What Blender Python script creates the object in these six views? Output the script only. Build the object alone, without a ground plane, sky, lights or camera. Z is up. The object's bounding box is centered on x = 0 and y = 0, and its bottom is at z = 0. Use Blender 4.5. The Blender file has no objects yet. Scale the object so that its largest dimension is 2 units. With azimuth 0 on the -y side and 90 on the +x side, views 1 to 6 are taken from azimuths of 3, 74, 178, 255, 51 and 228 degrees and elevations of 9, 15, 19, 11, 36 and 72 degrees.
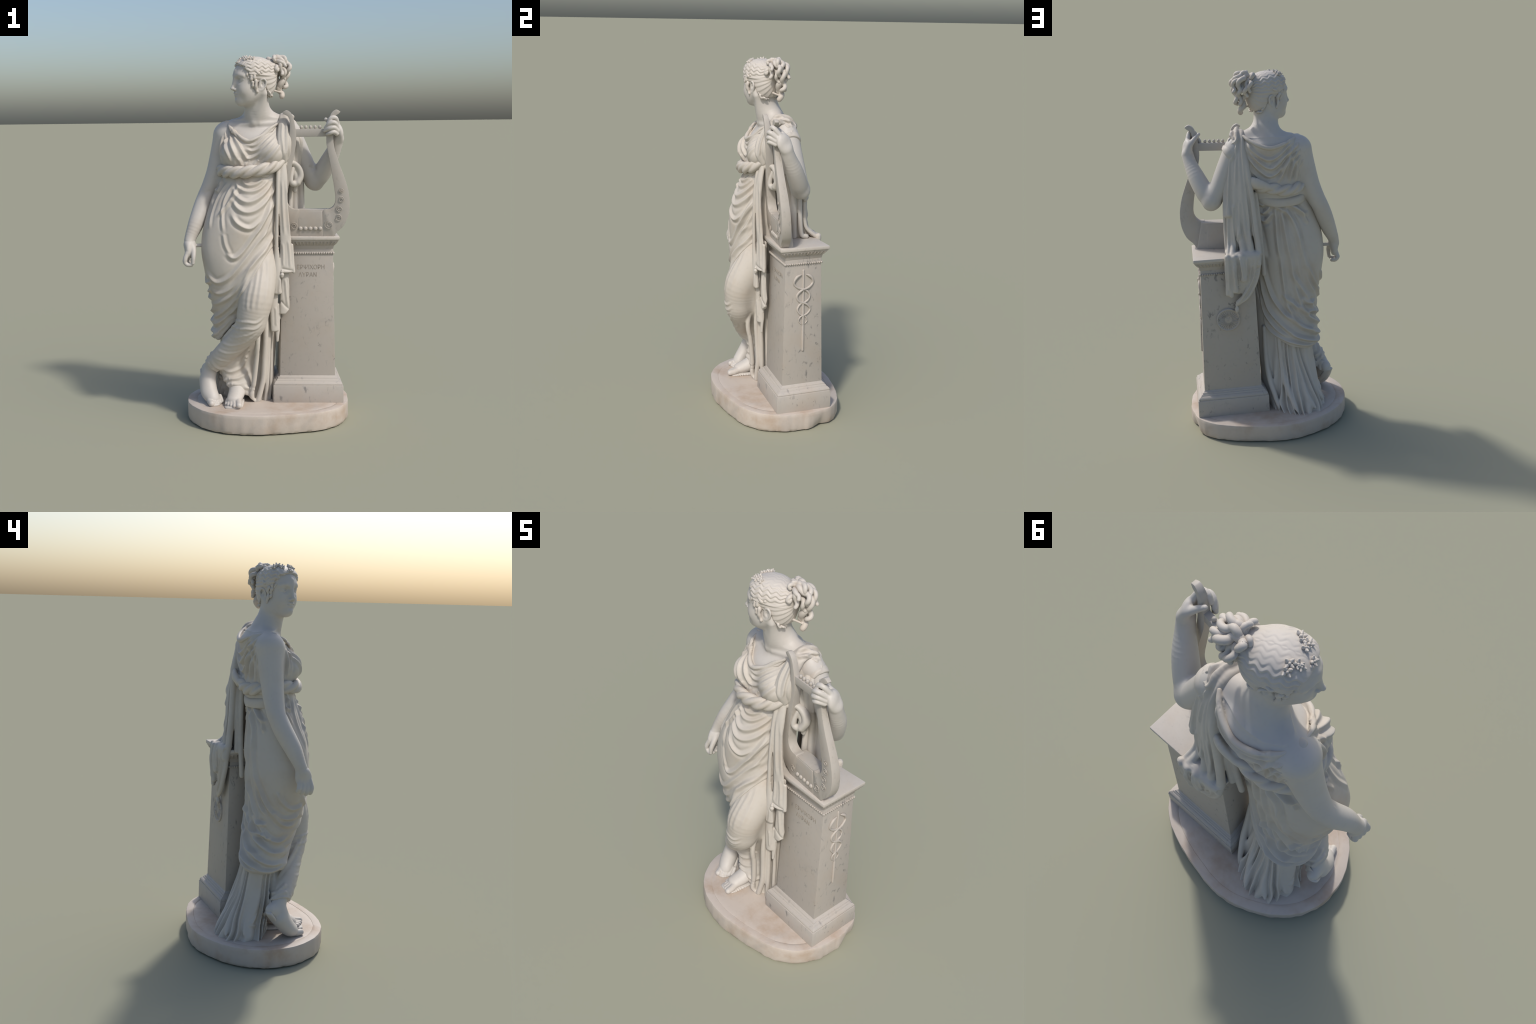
"""Marble statue of a draped woman leaning on a pedestal with a lyre.
Everything is modelled procedurally: bodies and cloth are blended implicit
solids (tubes along spines, lofts through sections) turned into meshes with a
surface-net pass, then creased with fold lines; stonework is lofted profiles."""
import bpy, bmesh, math, random
import numpy as np
from mathutils import Vector, Matrix
from mathutils.bvhtree import BVHTree

random.seed(7)
RNG = np.random.default_rng(7)
A = lambda *p: np.array(p, float)

# ------------------------------------------------------------------ splines
def spline(pts, n=6):
    """Catmull-Rom through the points, n steps per span."""
    p = np.array(pts, float)
    if p.ndim == 1:
        p = p[:, None]
    if len(p) == 2:
        t = np.linspace(0, 1, n + 1)[:, None]
        return p[0] * (1 - t) + p[1] * t
    q = np.vstack([2 * p[0] - p[1], p, 2 * p[-1] - p[-2]])
    out = []
    for i in range(1, len(q) - 2):
        a, b, c, d = q[i - 1], q[i], q[i + 1], q[i + 2]
        for t in np.arange(n) / n:
            out.append(.5 * (2 * b + (c - a) * t + (2 * a - 5 * b + 4 * c - d) * t * t + (3 * b - a - 3 * c + d) * t ** 3))
    out.append(q[-2])
    return np.array(out)

def closed_spline(pts, n=8):
    p = np.array(pts, float)
    m = len(p)
    out = []
    for i in range(m):
        a, b, c, d = p[i - 1], p[i], p[(i + 1) % m], p[(i + 2) % m]
        for t in np.arange(n) / n:
            out.append(.5 * (2 * b + (c - a) * t + (2 * a - 5 * b + 4 * c - d) * t * t + (3 * b - a - 3 * c + d) * t ** 3))
    return np.array(out)

def curve1(x, xs, ys):
    """Smooth cubic-Hermite interpolation of ys over xs at x (ys may be vectors)."""
    xs = np.array(xs, float); ys = np.array(ys, float)
    m = np.gradient(ys, xs, axis=0)
    x = np.clip(x, xs[0], xs[-1])
    i = np.clip(np.searchsorted(xs, x) - 1, 0, len(xs) - 2)
    hh = xs[i + 1] - xs[i]
    t = (x - xs[i]) / hh
    if ys.ndim > 1:
        t = t[..., None]; hh = hh[..., None]
    h00 = 2 * t ** 3 - 3 * t ** 2 + 1; h10 = t ** 3 - 2 * t ** 2 + t
    h01 = -2 * t ** 3 + 3 * t ** 2; h11 = t ** 3 - t ** 2
    return h00 * ys[i] + h10 * hh * m[i] + h01 * ys[i + 1] + h11 * hh * m[i + 1]

def smoothstep(x, a, b):
    t = np.clip((x - a) / (b - a), 0, 1)
    return t * t * (3 - 2 * t)

# ------------------------------------------------------------ implicit solids
FAR = .2
class Field:
    """A signed-distance sketch pad on a regular grid, with smooth union and cut."""
    def __init__(s, lo, hi, h):
        s.lo = np.array(lo, float); s.h = h
        s.n = np.ceil((np.array(hi) - s.lo) / h).astype(int) + 1
        s.ax = [(s.lo[i] + h * np.arange(s.n[i])).astype(np.float32) for i in range(3)]
        s.v = np.full(s.n, FAR, np.float32)
        s.grow = 0.0

    def box(s, lo, hi):
        a = np.clip(np.floor((np.array(lo) - s.lo) / s.h).astype(int), 0, s.n)
        b = np.clip(np.ceil((np.array(hi) - s.lo) / s.h).astype(int) + 1, 0, s.n)
        sl = tuple(slice(i, j) for i, j in zip(a, b))
        X = s.ax[0][sl[0]][:, None, None]; Y = s.ax[1][sl[1]][None, :, None]; Z = s.ax[2][sl[2]][None, None, :]
        return sl, X, Y, Z, bool(np.all(b > a))

    def merge(s, sl, d, k):
        a = s.v[sl]
        d = d - s.grow
        if k <= 0:
            s.v[sl] = np.minimum(a, d)
        else:
            w = np.maximum(k - np.abs(a - d), 0) / k
            s.v[sl] = np.minimum(a, d) - w * w * k * .25

    def carve(s, sl, d, k):
        a = s.v[sl]; d = -d
        w = np.maximum(k - np.abs(a - d), 0) / max(k, 1e-6)
        s.v[sl] = np.maximum(a, d) + w * w * k * .25

    def tube_field(s, pts, rad, k, n, wide, ratio):
        P = spline(pts, n)
        R = spline(rad, n)[:, 0] if not np.isscalar(rad) else np.full(len(P), rad)
        W = None
        if wide is not None:
            W = np.array(wide, float)
            W = spline(W, n) if W.ndim == 2 else np.repeat(W[None], len(P), 0)
            W /= np.linalg.norm(W, axis=1)[:, None]
            Q = spline(ratio, n)[:, 0] if not np.isscalar(ratio) else np.full(len(P), ratio)
        big = (R * (1 if W is None else np.maximum(Q, 1)))
        pad = k + s.grow + 3 * s.h
        lo = (P - big[:, None]).min(0) - pad; hi = (P + big[:, None]).max(0) + pad
        sl, X, Y, Z, ok = s.box(lo, hi)
        if not ok:
            return None, None
        t0 = [q.start for q in sl]
        tmp = np.full([q.stop - q.start for q in sl], FAR, np.float32)
        for i in range(len(P) - 1):
            a, b = P[i], P[i + 1]
            r = max(big[i], big[i + 1]) + pad
            ss, x, y, z, ok = s.box(np.minimum(a, b) - r, np.maximum(a, b) + r)
            ss = tuple(slice(max(q.start, w.start), min(q.stop, w.stop)) for q, w in zip(ss, sl))
            if any(q.stop <= q.start for q in ss):
                continue
            x = s.ax[0][ss[0]][:, None, None]; y = s.ax[1][ss[1]][None, :, None]; z = s.ax[2][ss[2]][None, None, :]
            ab = b - a
            L = float(ab @ ab) + 1e-12
            px, py, pz = x - a[0], y - a[1], z - a[2]
            t = np.clip((px * ab[0] + py * ab[1] + pz * ab[2]) / L, 0, 1)
            px = px - t * ab[0]; py = py - t * ab[1]; pz = pz - t * ab[2]
            d2 = px * px + py * py + pz * pz
            if W is not None:
                w = W[i]; q = Q[i] + t * (Q[i + 1] - Q[i])
                c = px * w[0] + py * w[1] + pz * w[2]
                d2 = d2 - c * c + (c / q) ** 2
            d = np.sqrt(np.maximum(d2, 0)) - (R[i] + t * (R[i + 1] - R[i]))
            st = tuple(slice(q.start - o, q.stop - o) for q, o in zip(ss, t0))
            tmp[st] = np.minimum(tmp[st], d.astype(np.float32))
        return sl, tmp

    def tube(s, pts, rad, k=.01, n=5, wide=None, ratio=1., cut=False):
        sl, d = s.tube_field(pts, rad, k, n, wide, ratio)
        if sl is not None:
            (s.carve if cut else s.merge)(sl, d, k)

    def ell(s, c, r, k=.01, rot=None, cut=False):
        c = np.array(c, float); r = np.array(r, float)
        m = r.max() + k + s.grow + 3 * s.h
        sl, X, Y, Z, ok = s.box(c - m, c + m)
        if not ok:
            return
        x, y, z = X - c[0], Y - c[1], Z - c[2]
        if rot is None:
            u, v, w = x / r[0], y / r[1], z / r[2]
            u2, v2, w2 = u / r[0], v / r[1], w / r[2]
        else:
            R = np.array(rot)          # rows: local axes
            u = (x * R[0][0] + y * R[0][1] + z * R[0][2]) / r[0]
            v = (x * R[1][0] + y * R[1][1] + z * R[1][2]) / r[1]
            w = (x * R[2][0] + y * R[2][1] + z * R[2][2]) / r[2]
            u2, v2, w2 = u / r[0], v / r[1], w / r[2]
        k0 = np.sqrt(u * u + v * v + w * w); k1 = np.sqrt(u2 * u2 + v2 * v2 + w2 * w2) + 1e-6
        d = (k0 * (k0 - 1) / k1).astype(np.float32)
        (s.carve if cut else s.merge)(sl, d, k)

    def loft(s, sections, k=.01, scale=.92, mod=None):
        """Solid through horizontal closed sections [(z, [(x, y), ...]), ...]."""
        zs = [q[0] for q in sections]
        TH = np.linspace(-np.pi, np.pi, 541)
        cen, rad = [], []
        for z, p in sections:
            c = closed_spline(p, 10); m = (c.min(0) + c.max(0)) / 2
            d = c - m
            th = np.arctan2(d[:, 1], d[:, 0]); r = np.hypot(d[:, 0], d[:, 1])
            o = np.argsort(th); th, r = th[o], r[o]
            rad.append(np.interp(TH, np.r_[th - 2 * np.pi, th, th + 2 * np.pi], np.r_[r, r, r])); cen.append(m)
        cen = np.array(cen); rad = np.array(rad)
        pts = np.vstack([np.array(p) for _, p in sections])
        pad = .03 + k + s.grow
        sl, X, Y, Z, ok = s.box([*(pts.min(0) - pad), min(zs) - pad], [*(pts.max(0) + pad), max(zs) + pad])
        if not ok:
            return
        zz = Z[0, 0]
        C = curve1(zz.astype(float), zs, cen); Rr = curve1(zz.astype(float), zs, rad)
        d = np.empty([q.stop - q.start for q in sl], np.float32)
        for i, z in enumerate(zz):
            dx = X[:, :, 0] - C[i, 0]; dy = Y[:, :, 0] - C[i, 1]
            row = Rr[i] if mod is None else Rr[i] + mod(TH, float(z))
            d[:, :, i] = (np.hypot(dx, dy) - np.interp(np.arctan2(dy, dx), TH, row)) * scale
        d = np.maximum(d, np.maximum(Z - max(zs), min(zs) - Z)).astype(np.float32)
        s.merge(sl, d, k)

    def trim(s, fn, k=.004):
        """Keep only where fn(X, Y, Z) < 0 (a signed, roughly metric function)."""
        X = s.ax[0][:, None, None]; Y = s.ax[1][None, :, None]; Z = s.ax[2][None, None, :]
        d = -np.broadcast_to(fn(X, Y, Z), s.v.shape).astype(np.float32)
        s.carve(tuple(slice(0, n) for n in s.n), d, k)

    def mesh(s, smooth=2):
        v = s.v
        for ax in range(3):       # close at the grid border
            for e in (0, -1):
                ix = [slice(None)] * 3; ix[ax] = e
                v[tuple(ix)] = np.maximum(v[tuple(ix)], s.h * .5)
        ins = v < 0
        nx, ny, nz = v.shape
        cnt = np.zeros((nx - 1, ny - 1, nz - 1), np.uint8)
        for i in (0, 1):
            for j in (0, 1):
                for k in (0, 1):
                    cnt += ins[i:nx - 1 + i, j:ny - 1 + j, k:nz - 1 + k]
        act = np.argwhere((cnt > 0) & (cnt < 8))
        idx = np.full(cnt.shape, -1, np.int32)
        idx[act[:, 0], act[:, 1], act[:, 2]] = np.arange(len(act))
        acc = np.zeros((len(act), 3)); num = np.zeros(len(act))
        corners = [(i, j, k) for i in (0, 1) for j in (0, 1) for k in (0, 1)]
        val = {c: v[act[:, 0] + c[0], act[:, 1] + c[1], act[:, 2] + c[2]] for c in corners}
        for c in corners:
            for ax in range(3):
                if c[ax] == 0:
                    e = list(c); e[ax] = 1; e = tuple(e)
                    a, b = val[c], val[e]
                    m = (a < 0) != (b < 0)
                    t = np.where(m, a / np.where(m, a - b, 1), 0)
                    p = np.array(c, float)[None] + np.eye(3)[ax][None] * t[:, None]
                    acc += p * m[:, None]; num += m
        V = s.lo + s.h * (act + acc / num[:, None])
        F = []
        for ax in range(3):
            o1, o2 = [(1, 2), (2, 0), (0, 1)][ax]
            sa = [slice(None)] * 3; sb = [slice(None)] * 3
            sa[ax] = slice(0, -1); sb[ax] = slice(1, None)
            ch = ins[tuple(sa)] != ins[tuple(sb)]
            e = np.argwhere(ch)
            ok = (e[:, o1] > 0) & (e[:, o2] > 0) & (e[:, o1] < v.shape[o1] - 1) & (e[:, o2] < v.shape[o2] - 1)
            e = e[ok]
            flip = ins[tuple(sa)][e[:, 0], e[:, 1], e[:, 2]]
            q = []
            for da, db in ((0, 0), (-1, 0), (-1, -1), (0, -1)):
                g = e.copy(); g[:, o1] += da; g[:, o2] += db
                q.append(idx[g[:, 0], g[:, 1], g[:, 2]])
            q = np.stack(q, 1)
            q[~flip] = q[~flip][:, ::-1]
            F.append(q)
        F = np.vstack(F)
        F = F[(F >= 0).all(1)]
        V = relax(V, F, smooth)
        return V, F

def edges_of(F):
    E = np.vstack([F[:, [0, 1]], F[:, [1, 2]], F[:, [2, 3]], F[:, [3, 0]]])
    return E

def relax(V, F, n, lam=.5):
    E = edges_of(F)
    deg = np.bincount(E[:, 0], minlength=len(V)) + np.bincount(E[:, 1], minlength=len(V))
    deg = np.maximum(deg, 1)[:, None]
    for it in range(n):
        for f in (lam, -lam * 1.03):        # Taubin: smooth without shrinking
            S = np.stack([np.bincount(E[:, 0], V[E[:, 1], c], len(V)) + np.bincount(E[:, 1], V[E[:, 0], c], len(V)) for c in range(3)], 1)
            V = V + f * (S / deg - V)
    return V

def normals(V, F):
    a, b, c, d = (V[F[:, i]] for i in range(4))
    n = np.cross(c - a, d - b)
    N = np.stack([sum(np.bincount(F[:, i], n[:, k], len(V)) for i in range(4)) for k in range(3)], 1)
    return N / (np.linalg.norm(N, axis=1)[:, None] + 1e-12)

class Folds:
    """Creases a mesh along fold lines: each line raises (or sinks) the skin near it."""
    def __init__(s, V, F):
        s.V, s.F = V, F
        s.N = normals(V, F)
        N = s.N
        E = edges_of(F)
        for _ in range(4):
            S = np.stack([np.bincount(E[:, 0], N[E[:, 1], c], len(V)) + np.bincount(E[:, 1], N[E[:, 0], c], len(V)) for c in range(3)], 1) + N
            N = S / (np.linalg.norm(S, axis=1)[:, None] + 1e-12)
        s.N = N
        s.d = np.zeros(len(V))

    def line(s, pts, amp=.008, w=.010, trench=.45, reach=.045, taper=(.15, .15), side=None):
        P = spline(pts, 6)
        L = np.r_[0, np.cumsum(np.linalg.norm(np.diff(P, axis=0), axis=1))]
        T = L / L[-1]
        R = 3.6 * w + reach
        m = np.where(np.all((s.V > P.min(0) - R) & (s.V < P.max(0) + R), 1))[0]
        if not len(m):
            return
        v = s.V[m]; nn = s.N[m]
        best = np.full(len(m), 9.); bt = np.zeros(len(m)); bs = np.zeros(len(m))
        for i in range(len(P) - 1):
            a, ab = P[i], P[i + 1] - P[i]
            q = v - a
            t = np.clip(q @ ab / (ab @ ab + 1e-12), 0, 1)
            q = q - t[:, None] * ab
            h = np.einsum('ij,ij->i', q, nn)
            tan = q - h[:, None] * nn
            dd = np.linalg.norm(tan, axis=1)
            dd = np.where(np.abs(h) > reach, 9., dd + np.maximum(np.abs(h) - .02, 0))
            u = dd < best
            best[u] = dd[u]; bt[u] = (T[i] + t * (T[i + 1] - T[i]))[u]
            sg = np.einsum('ij,ij->i', np.cross(np.broadcast_to(ab, q.shape), tan), nn)
            bs[u] = np.sign(sg)[u]
        e = np.ones(len(m))
        if taper[0] > 0: e *= smoothstep(bt, -.02, taper[0])
        if taper[1] > 0: e *= smoothstep(1 - bt, -.02, taper[1])
        x = best / w
        f = np.exp(-x ** 1.5)
        g = np.exp(-((x - 1.9) / .95) ** 2)
        if side is not None:
            g = g * (bs == side) * 1.6
        s.d[m] += amp * e * (f - trench * g)

    def done(s, limit=.03):
        d = np.clip(s.d, -limit, limit)
        s.V = s.V + s.N * d[:, None]
        return s.V, s.F

# ------------------------------------------------------------- blender helpers
def new_mesh(name, V, F, mat, smooth=True, parent=None, split=None):
    me = bpy.data.meshes.new(name)
    V = np.asarray(V, np.float32)
    if isinstance(F, np.ndarray):
        me.vertices.add(len(V)); me.vertices.foreach_set('co', V.ravel())
        k = F.shape[1]
        me.loops.add(F.size); me.loops.foreach_set('vertex_index', F.ravel().astype(np.int32))
        me.polygons.add(len(F)); me.polygons.foreach_set('loop_start', np.arange(0, F.size, k, dtype=np.int32))
        me.polygons.foreach_set('loop_total', np.full(len(F), k, np.int32))
        me.update(calc_edges=True); me.validate()
    else:
        me.from_pydata([tuple(map(float, v)) for v in V], [], F); me.update()
    me.materials.append(mat)
    me.polygons.foreach_set('use_smooth', np.full(len(me.polygons), smooth))
    ob = bpy.data.objects.new(name, me)
    bpy.context.scene.collection.objects.link(ob)
    if parent: ob.parent = parent
    if split is not None:
        me.set_sharp_from_angle(angle=math.radians(split))
    return ob

def tube_mesh(pts, rad, n=4, seg=10, wide=None, ratio=1., caps=True):
    """Swept round tube as vertices and quads (rounded ends)."""
    P = spline(pts, n)
    R = spline(rad, n)[:, 0] if not np.isscalar(rad) else np.full(len(P), rad)
    Tn = np.gradient(P, axis=0); Tn /= np.linalg.norm(Tn, axis=1)[:, None] + 1e-12
    up = np.array(wide if wide is not None else (0, 0, 1.), float)
    if abs(up @ Tn[0]) > .9: up = A(1, 0, 0)
    V, F = [], []
    rows = []
    if caps:
        seq = [(0, -math.cos(a), math.sin(a)) for a in (0.25, .7, 1.15)] + [(i, 0, 1) for i in range(len(P))] + [(len(P) - 1, math.cos(a), math.sin(a)) for a in (1.15, .7, .25)]
    else:
        seq = [(i, 0, 1) for i in range(len(P))]
    b = up
    frames = []
    for i in range(len(P)):
        b = b - Tn[i] * (b @ Tn[i]); b /= np.linalg.norm(b) + 1e-12
        frames.append((b.copy(), np.cross(Tn[i], b)))
    th = np.linspace(0, 2 * np.pi, seg, endpoint=False)
    for i, o, c in seq:
        x, y = frames[i]
        V.append(P[i] + Tn[i] * (o * R[i]) + R[i] * c * (np.cos(th)[:, None] * x * ratio + np.sin(th)[:, None] * y))
    V = np.vstack(V); m = len(seq)
    for j in range(m - 1):
        for k in range(seg):
            F.append((j * seg + k, j * seg + (k + 1) % seg, (j + 1) * seg + (k + 1) % seg, (j + 1) * seg + k))
    if caps:
        V = np.vstack([V, P[0] - Tn[0] * R[0], P[-1] + Tn[-1] * R[-1]])
        a, z = len(V) - 2, len(V) - 1
        for k in range(seg):
            F.append((a, (k + 1) % seg, k, k)); F.append((z, (m - 1) * seg + k, (m - 1) * seg + (k + 1) % seg, (m - 1) * seg + (k + 1) % seg))
    return V, F

def join_parts(parts):
    V, F, o = [], [], 0
    for v, f in parts:
        V.append(v); F += [tuple(dict.fromkeys(i + o for i in q)) for q in f]; o += len(v)
    return np.vstack(V), F

def box_mesh(lo, hi):
    V = [(x, y, z) for x in (lo[0], hi[0]) for y in (lo[1], hi[1]) for z in (lo[2], hi[2])]
    return np.array(V, float), [(0, 1, 3, 2), (4, 6, 7, 5), (0, 4, 5, 1), (2, 3, 7, 6), (0, 2, 6, 4), (1, 5, 7, 3)]

def sphere_mesh(c, r, seg=12, rings=8):
    V, F = [], []
    r = np.broadcast_to(np.array(r, float), 3)
    for i in range(1, rings):
        a = math.pi * i / rings
        for k in range(seg):
            b = 2 * math.pi * k / seg
            V.append((math.sin(a) * math.cos(b), math.sin(a) * math.sin(b), math.cos(a)))
    V += [(0, 0, 1), (0, 0, -1)]
    for i in range(rings - 2):
        for k in range(seg):
            F.append((i * seg + k, (i + 1) * seg + k, (i + 1) * seg + (k + 1) % seg, i * seg + (k + 1) % seg))
    t, b = len(V) - 2, len(V) - 1
    for k in range(seg):
        F.append((t, k, (k + 1) % seg)); F.append((b, (rings - 2) * seg + (k + 1) % seg, (rings - 2) * seg + k))
    return np.array(V) * r + np.array(c, float), F

def chamfer(ob, w=.003, seg=2):
    bm = bmesh.new(); bm.from_mesh(ob.data)
    e = [x for x in bm.edges if len(x.link_faces) == 2 and x.calc_face_angle(0) > .6]
    bmesh.ops.bevel(bm, geom=e, offset=w, segments=seg, affect='EDGES', profile=.5, clamp_overlap=True)
    bm.to_mesh(ob.data); bm.free()
    ob.data.polygons.foreach_set('use_smooth', np.ones(len(ob.data.polygons), bool))
    ob.data.set_sharp_from_angle(angle=math.radians(35))
# ------------------------------------------------------------------ materials
def marble(name, base, warm=(.42, .30, .19), grey=(.30, .30, .30), warm_amt=.25, grey_amt=.2, speck=0., edge=.0, rough=.55, bump=.12, warm_scale=5., patch=None):
    m = bpy.data.materials.new(name); m.use_nodes = True
    nt = m.node_tree; N = nt.nodes; L = nt.links
    N.clear()
    out = N.new('ShaderNodeOutputMaterial'); bs = N.new('ShaderNodeBsdfPrincipled')
    L.new(bs.outputs[0], out.inputs[0])
    tc = N.new('ShaderNodeTexCoord')
    def noise(scale, detail=4, rough=.55, vec=None, dist=0.):
        n = N.new('ShaderNodeTexNoise'); n.inputs['Scale'].default_value = scale
        n.inputs['Detail'].default_value = detail; n.inputs['Roughness'].default_value = rough
        n.inputs['Distortion'].default_value = dist
        L.new(vec or tc.outputs['Object'], n.inputs['Vector']); return n
    def ramp(src, a, b):
        r = N.new('ShaderNodeMapRange'); r.inputs['From Min'].default_value = a; r.inputs['From Max'].default_value = b
        r.interpolation_type = 'SMOOTHSTEP'; L.new(src, r.inputs['Value']); return r.outputs[0]
    def mul(s, k):
        x = N.new('ShaderNodeMath'); x.operation = 'MULTIPLY'; x.inputs[1].default_value = k
        L.new(s, x.inputs[0]); return x.outputs[0]
    col = N.new('ShaderNodeRGB'); col.outputs[0].default_value = (*base, 1); cur = col.outputs[0]
    def mix(fac, colour):
        nonlocal cur
        x = N.new('ShaderNodeMix'); x.data_type = 'RGBA'
        L.new(fac, x.inputs['Factor']); L.new(cur, x.inputs['A'])
        x.inputs['B'].default_value = (*colour, 1); cur = x.outputs['Result']
    mix(mul(ramp(noise(warm_scale, 5, .6).outputs[0], .45, .75), warm_amt), warm)
    mix(mul(ramp(noise(3.1, 6, .65, dist=1.2).outputs[0], .52, .72), grey_amt), grey)
    mix(mul(ramp(noise(60, 3, .6).outputs[0], .5, .8), .18), tuple(c * .72 for c in base))
    if speck > 0:
        mp = N.new('ShaderNodeMapping'); mp.inputs['Scale'].default_value = (1, 1, .55); mp.inputs['Rotation'].default_value = (0, .5, 0)
        L.new(tc.outputs['Object'], mp.inputs['Vector'])
        a = ramp(noise(42, 3, .6, mp.outputs[0], .6).outputs[0], .565, .70)
        b = ramp(noise(9, 3, .6).outputs[0], .40, .62)
        x = N.new('ShaderNodeMath'); x.operation = 'MULTIPLY'; L.new(a, x.inputs[0]); L.new(b, x.inputs[1])
        mix(mul(x.outputs[0], speck), (.16, .155, .15))
    if edge > 0:        # tan tint along the convex edges of the folds
        g = N.new('ShaderNodeNewGeometry')
        e = ramp(g.outputs['Pointiness'], .53, .60)
        x = N.new('ShaderNodeMath'); x.operation = 'MULTIPLY'; L.new(e, x.inputs[0])
        L.new(ramp(noise(7, 3).outputs[0], .4, .65), x.inputs[1])
        mix(mul(x.outputs[0], edge), (.55, .36, .20))
    L.new(cur, bs.inputs['Base Color'])
    bs.inputs['Roughness'].default_value = rough
    bs.inputs['Specular IOR Level'].default_value = .35
    bs.inputs['Subsurface Weight'].default_value = 0.0
    bp = N.new('ShaderNodeBump'); bp.inputs['Strength'].default_value = bump; bp.inputs['Distance'].default_value = .002
    L.new(noise(140, 4, .65).outputs[0], bp.inputs['Height']); L.new(bp.outputs[0], bs.inputs['Normal'])
    return m

SKIN = marble('polished_marble', (.525, .495, .455), warm_amt=.16, grey_amt=.06, bump=.05, rough=.5)
CLOTH = marble('carved_cloth_marble', (.525, .485, .43), warm_amt=.26, grey_amt=.10, edge=.32, bump=.08)
HAIR = marble('hair_marble', (.535, .495, .445), warm_amt=.26, grey_amt=.04, bump=.1)
MANTLE = marble('mantle_marble', (.515, .48, .43), warm_amt=.2, grey_amt=.28, edge=.25, bump=.08)
STONE = marble('pedestal_marble', (.445, .405, .36), warm_amt=.22, grey_amt=.22, speck=.75, bump=.1)  # base colour darkened for the shading on the pedestal's upright faces
CAP = marble('cap_marble', (.52, .48, .43), warm_amt=.25, grey_amt=.2, speck=.3, bump=.1)
BASE = marble('base_marble', (.52, .455, .395), warm=(.36, .24, .15), warm_amt=.6, grey_amt=.25, warm_scale=6, bump=.2)
LYRE = marble('lyre_marble', (.455, .42, .375), warm_amt=.25, grey_amt=.22, speck=.25, bump=.1)
INK = marble('engraved_letters', (.33, .29, .24), warm_amt=.4, grey_amt=.1)

# ----------------------------------------------------------------- the statue
ROOT = bpy.data.objects.new('marble_statue', None)
ROOT.empty_display_size = .1
bpy.context.scene.collection.objects.link(ROOT)
ROOT['label'] = 'marble statue of a draped woman with lyre beside a pedestal'
ROOT['category'] = 'statue'

# ------------------------------------------------------------------- base slab
BASE_TOP = .104
def base_slab():
    rim = closed_spline([(-.452, 0), (-.432, -.125), (-.36, -.235), (-.25, -.315), (-.12, -.347), (.03, -.338), (.17, -.308),
                         (.305, -.260), (.398, -.183), (.443, -.075), (.452, .03), (.442, .13), (.395, .232), (.30, .298), (.16, .335),
                         (0, .352), (-.13, .34), (-.26, .285), (-.37, .195), (-.432, .10)], 12)
    n = len(rim)
    nxt = np.roll(rim, -1, 0) - np.roll(rim, 1, 0)
    nrm = np.stack([nxt[:, 1], -nxt[:, 0]], 1); nrm /= np.linalg.norm(nrm, axis=1)[:, None]
    s = np.linspace(0, 2 * np.pi, n, endpoint=False)
    wob = sum(a * np.sin(k * s + p) for k, a, p in ((9, .0016, 1), (17, .0012, 2.2), (31, .0011, .4), (53, .0008, 4)))
    chip = np.exp(-((rim[:, 0] - .44) ** 2 + (rim[:, 1] - .17) ** 2) / .055 ** 2)
    rings = []
    prof = [(.0, -.010), (.006, -.004), (.02, 0), (.05, .001), (.085, .001), (.099, 0), (.1028, -.0015), (BASE_TOP, -.0045)]
    V = []
    for z, o in prof:
        rough = 1 if z < .03 else .45
        off = o + wob * rough - chip * (.032 * (1 - min(z, .075) / .075) + .004)
        zz = z + (chip * .028 + np.abs(wob) * 2.2 if z == 0 else 0)
        p = rim + nrm * off[:, None]
        V.append(np.column_stack([p, np.broadcast_to(zz, n) - p[:, 1] * .013 * (z > .04)]))
    top = V[-1]
    for f in (.93, .9, .895, .88, .8, .5, .2):       # top disc with its faint turned line
        p = top[:, :2] * 1.0
        c = p.mean(0)
        q = c + (p - c) * f
        z = BASE_TOP - q[:, 1] * .013 - (.0016 if f == .895 else 0) + .0006 * np.sin(9 * q[:, 0] + 7 * q[:, 1])
        V.append(np.column_stack([q, np.broadcast_to(z, n)]))
    m = len(V)
    F = [(j * n + i, j * n + (i + 1) % n, (j + 1) * n + (i + 1) % n, (j + 1) * n + i) for j in range(m - 1) for i in range(n)]
    V = np.vstack(V)
    F.append(tuple(range((m - 1) * n, m * n))); F.append(tuple(range(n - 1, -1, -1)))
    F = [q[::-1] for q in F] if False else F
    return new_mesh('base_slab', V, F, BASE, parent=ROOT, split=40)
base_slab()

# -------------------------------------------------------------------- pedestal
PED = bpy.data.objects.new('pedestal', None)
bpy.context.scene.collection.objects.link(PED); PED.parent = ROOT
Q_PLINTH = A([.037, -.107], [.426, -.100], [.400, .221], [-.003, .180])
Q_SHAFT0 = A([.073, -.064], [.380, -.059], [.362, .178], [.038, .143])
Q_SHAFT1 = A([.086, -.056], [.366, -.050], [.347, .158], [.054, .127])
Q_CAP = A([.045, -.096], [.400, -.087], [.379, .193], [.015, .158])

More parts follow.
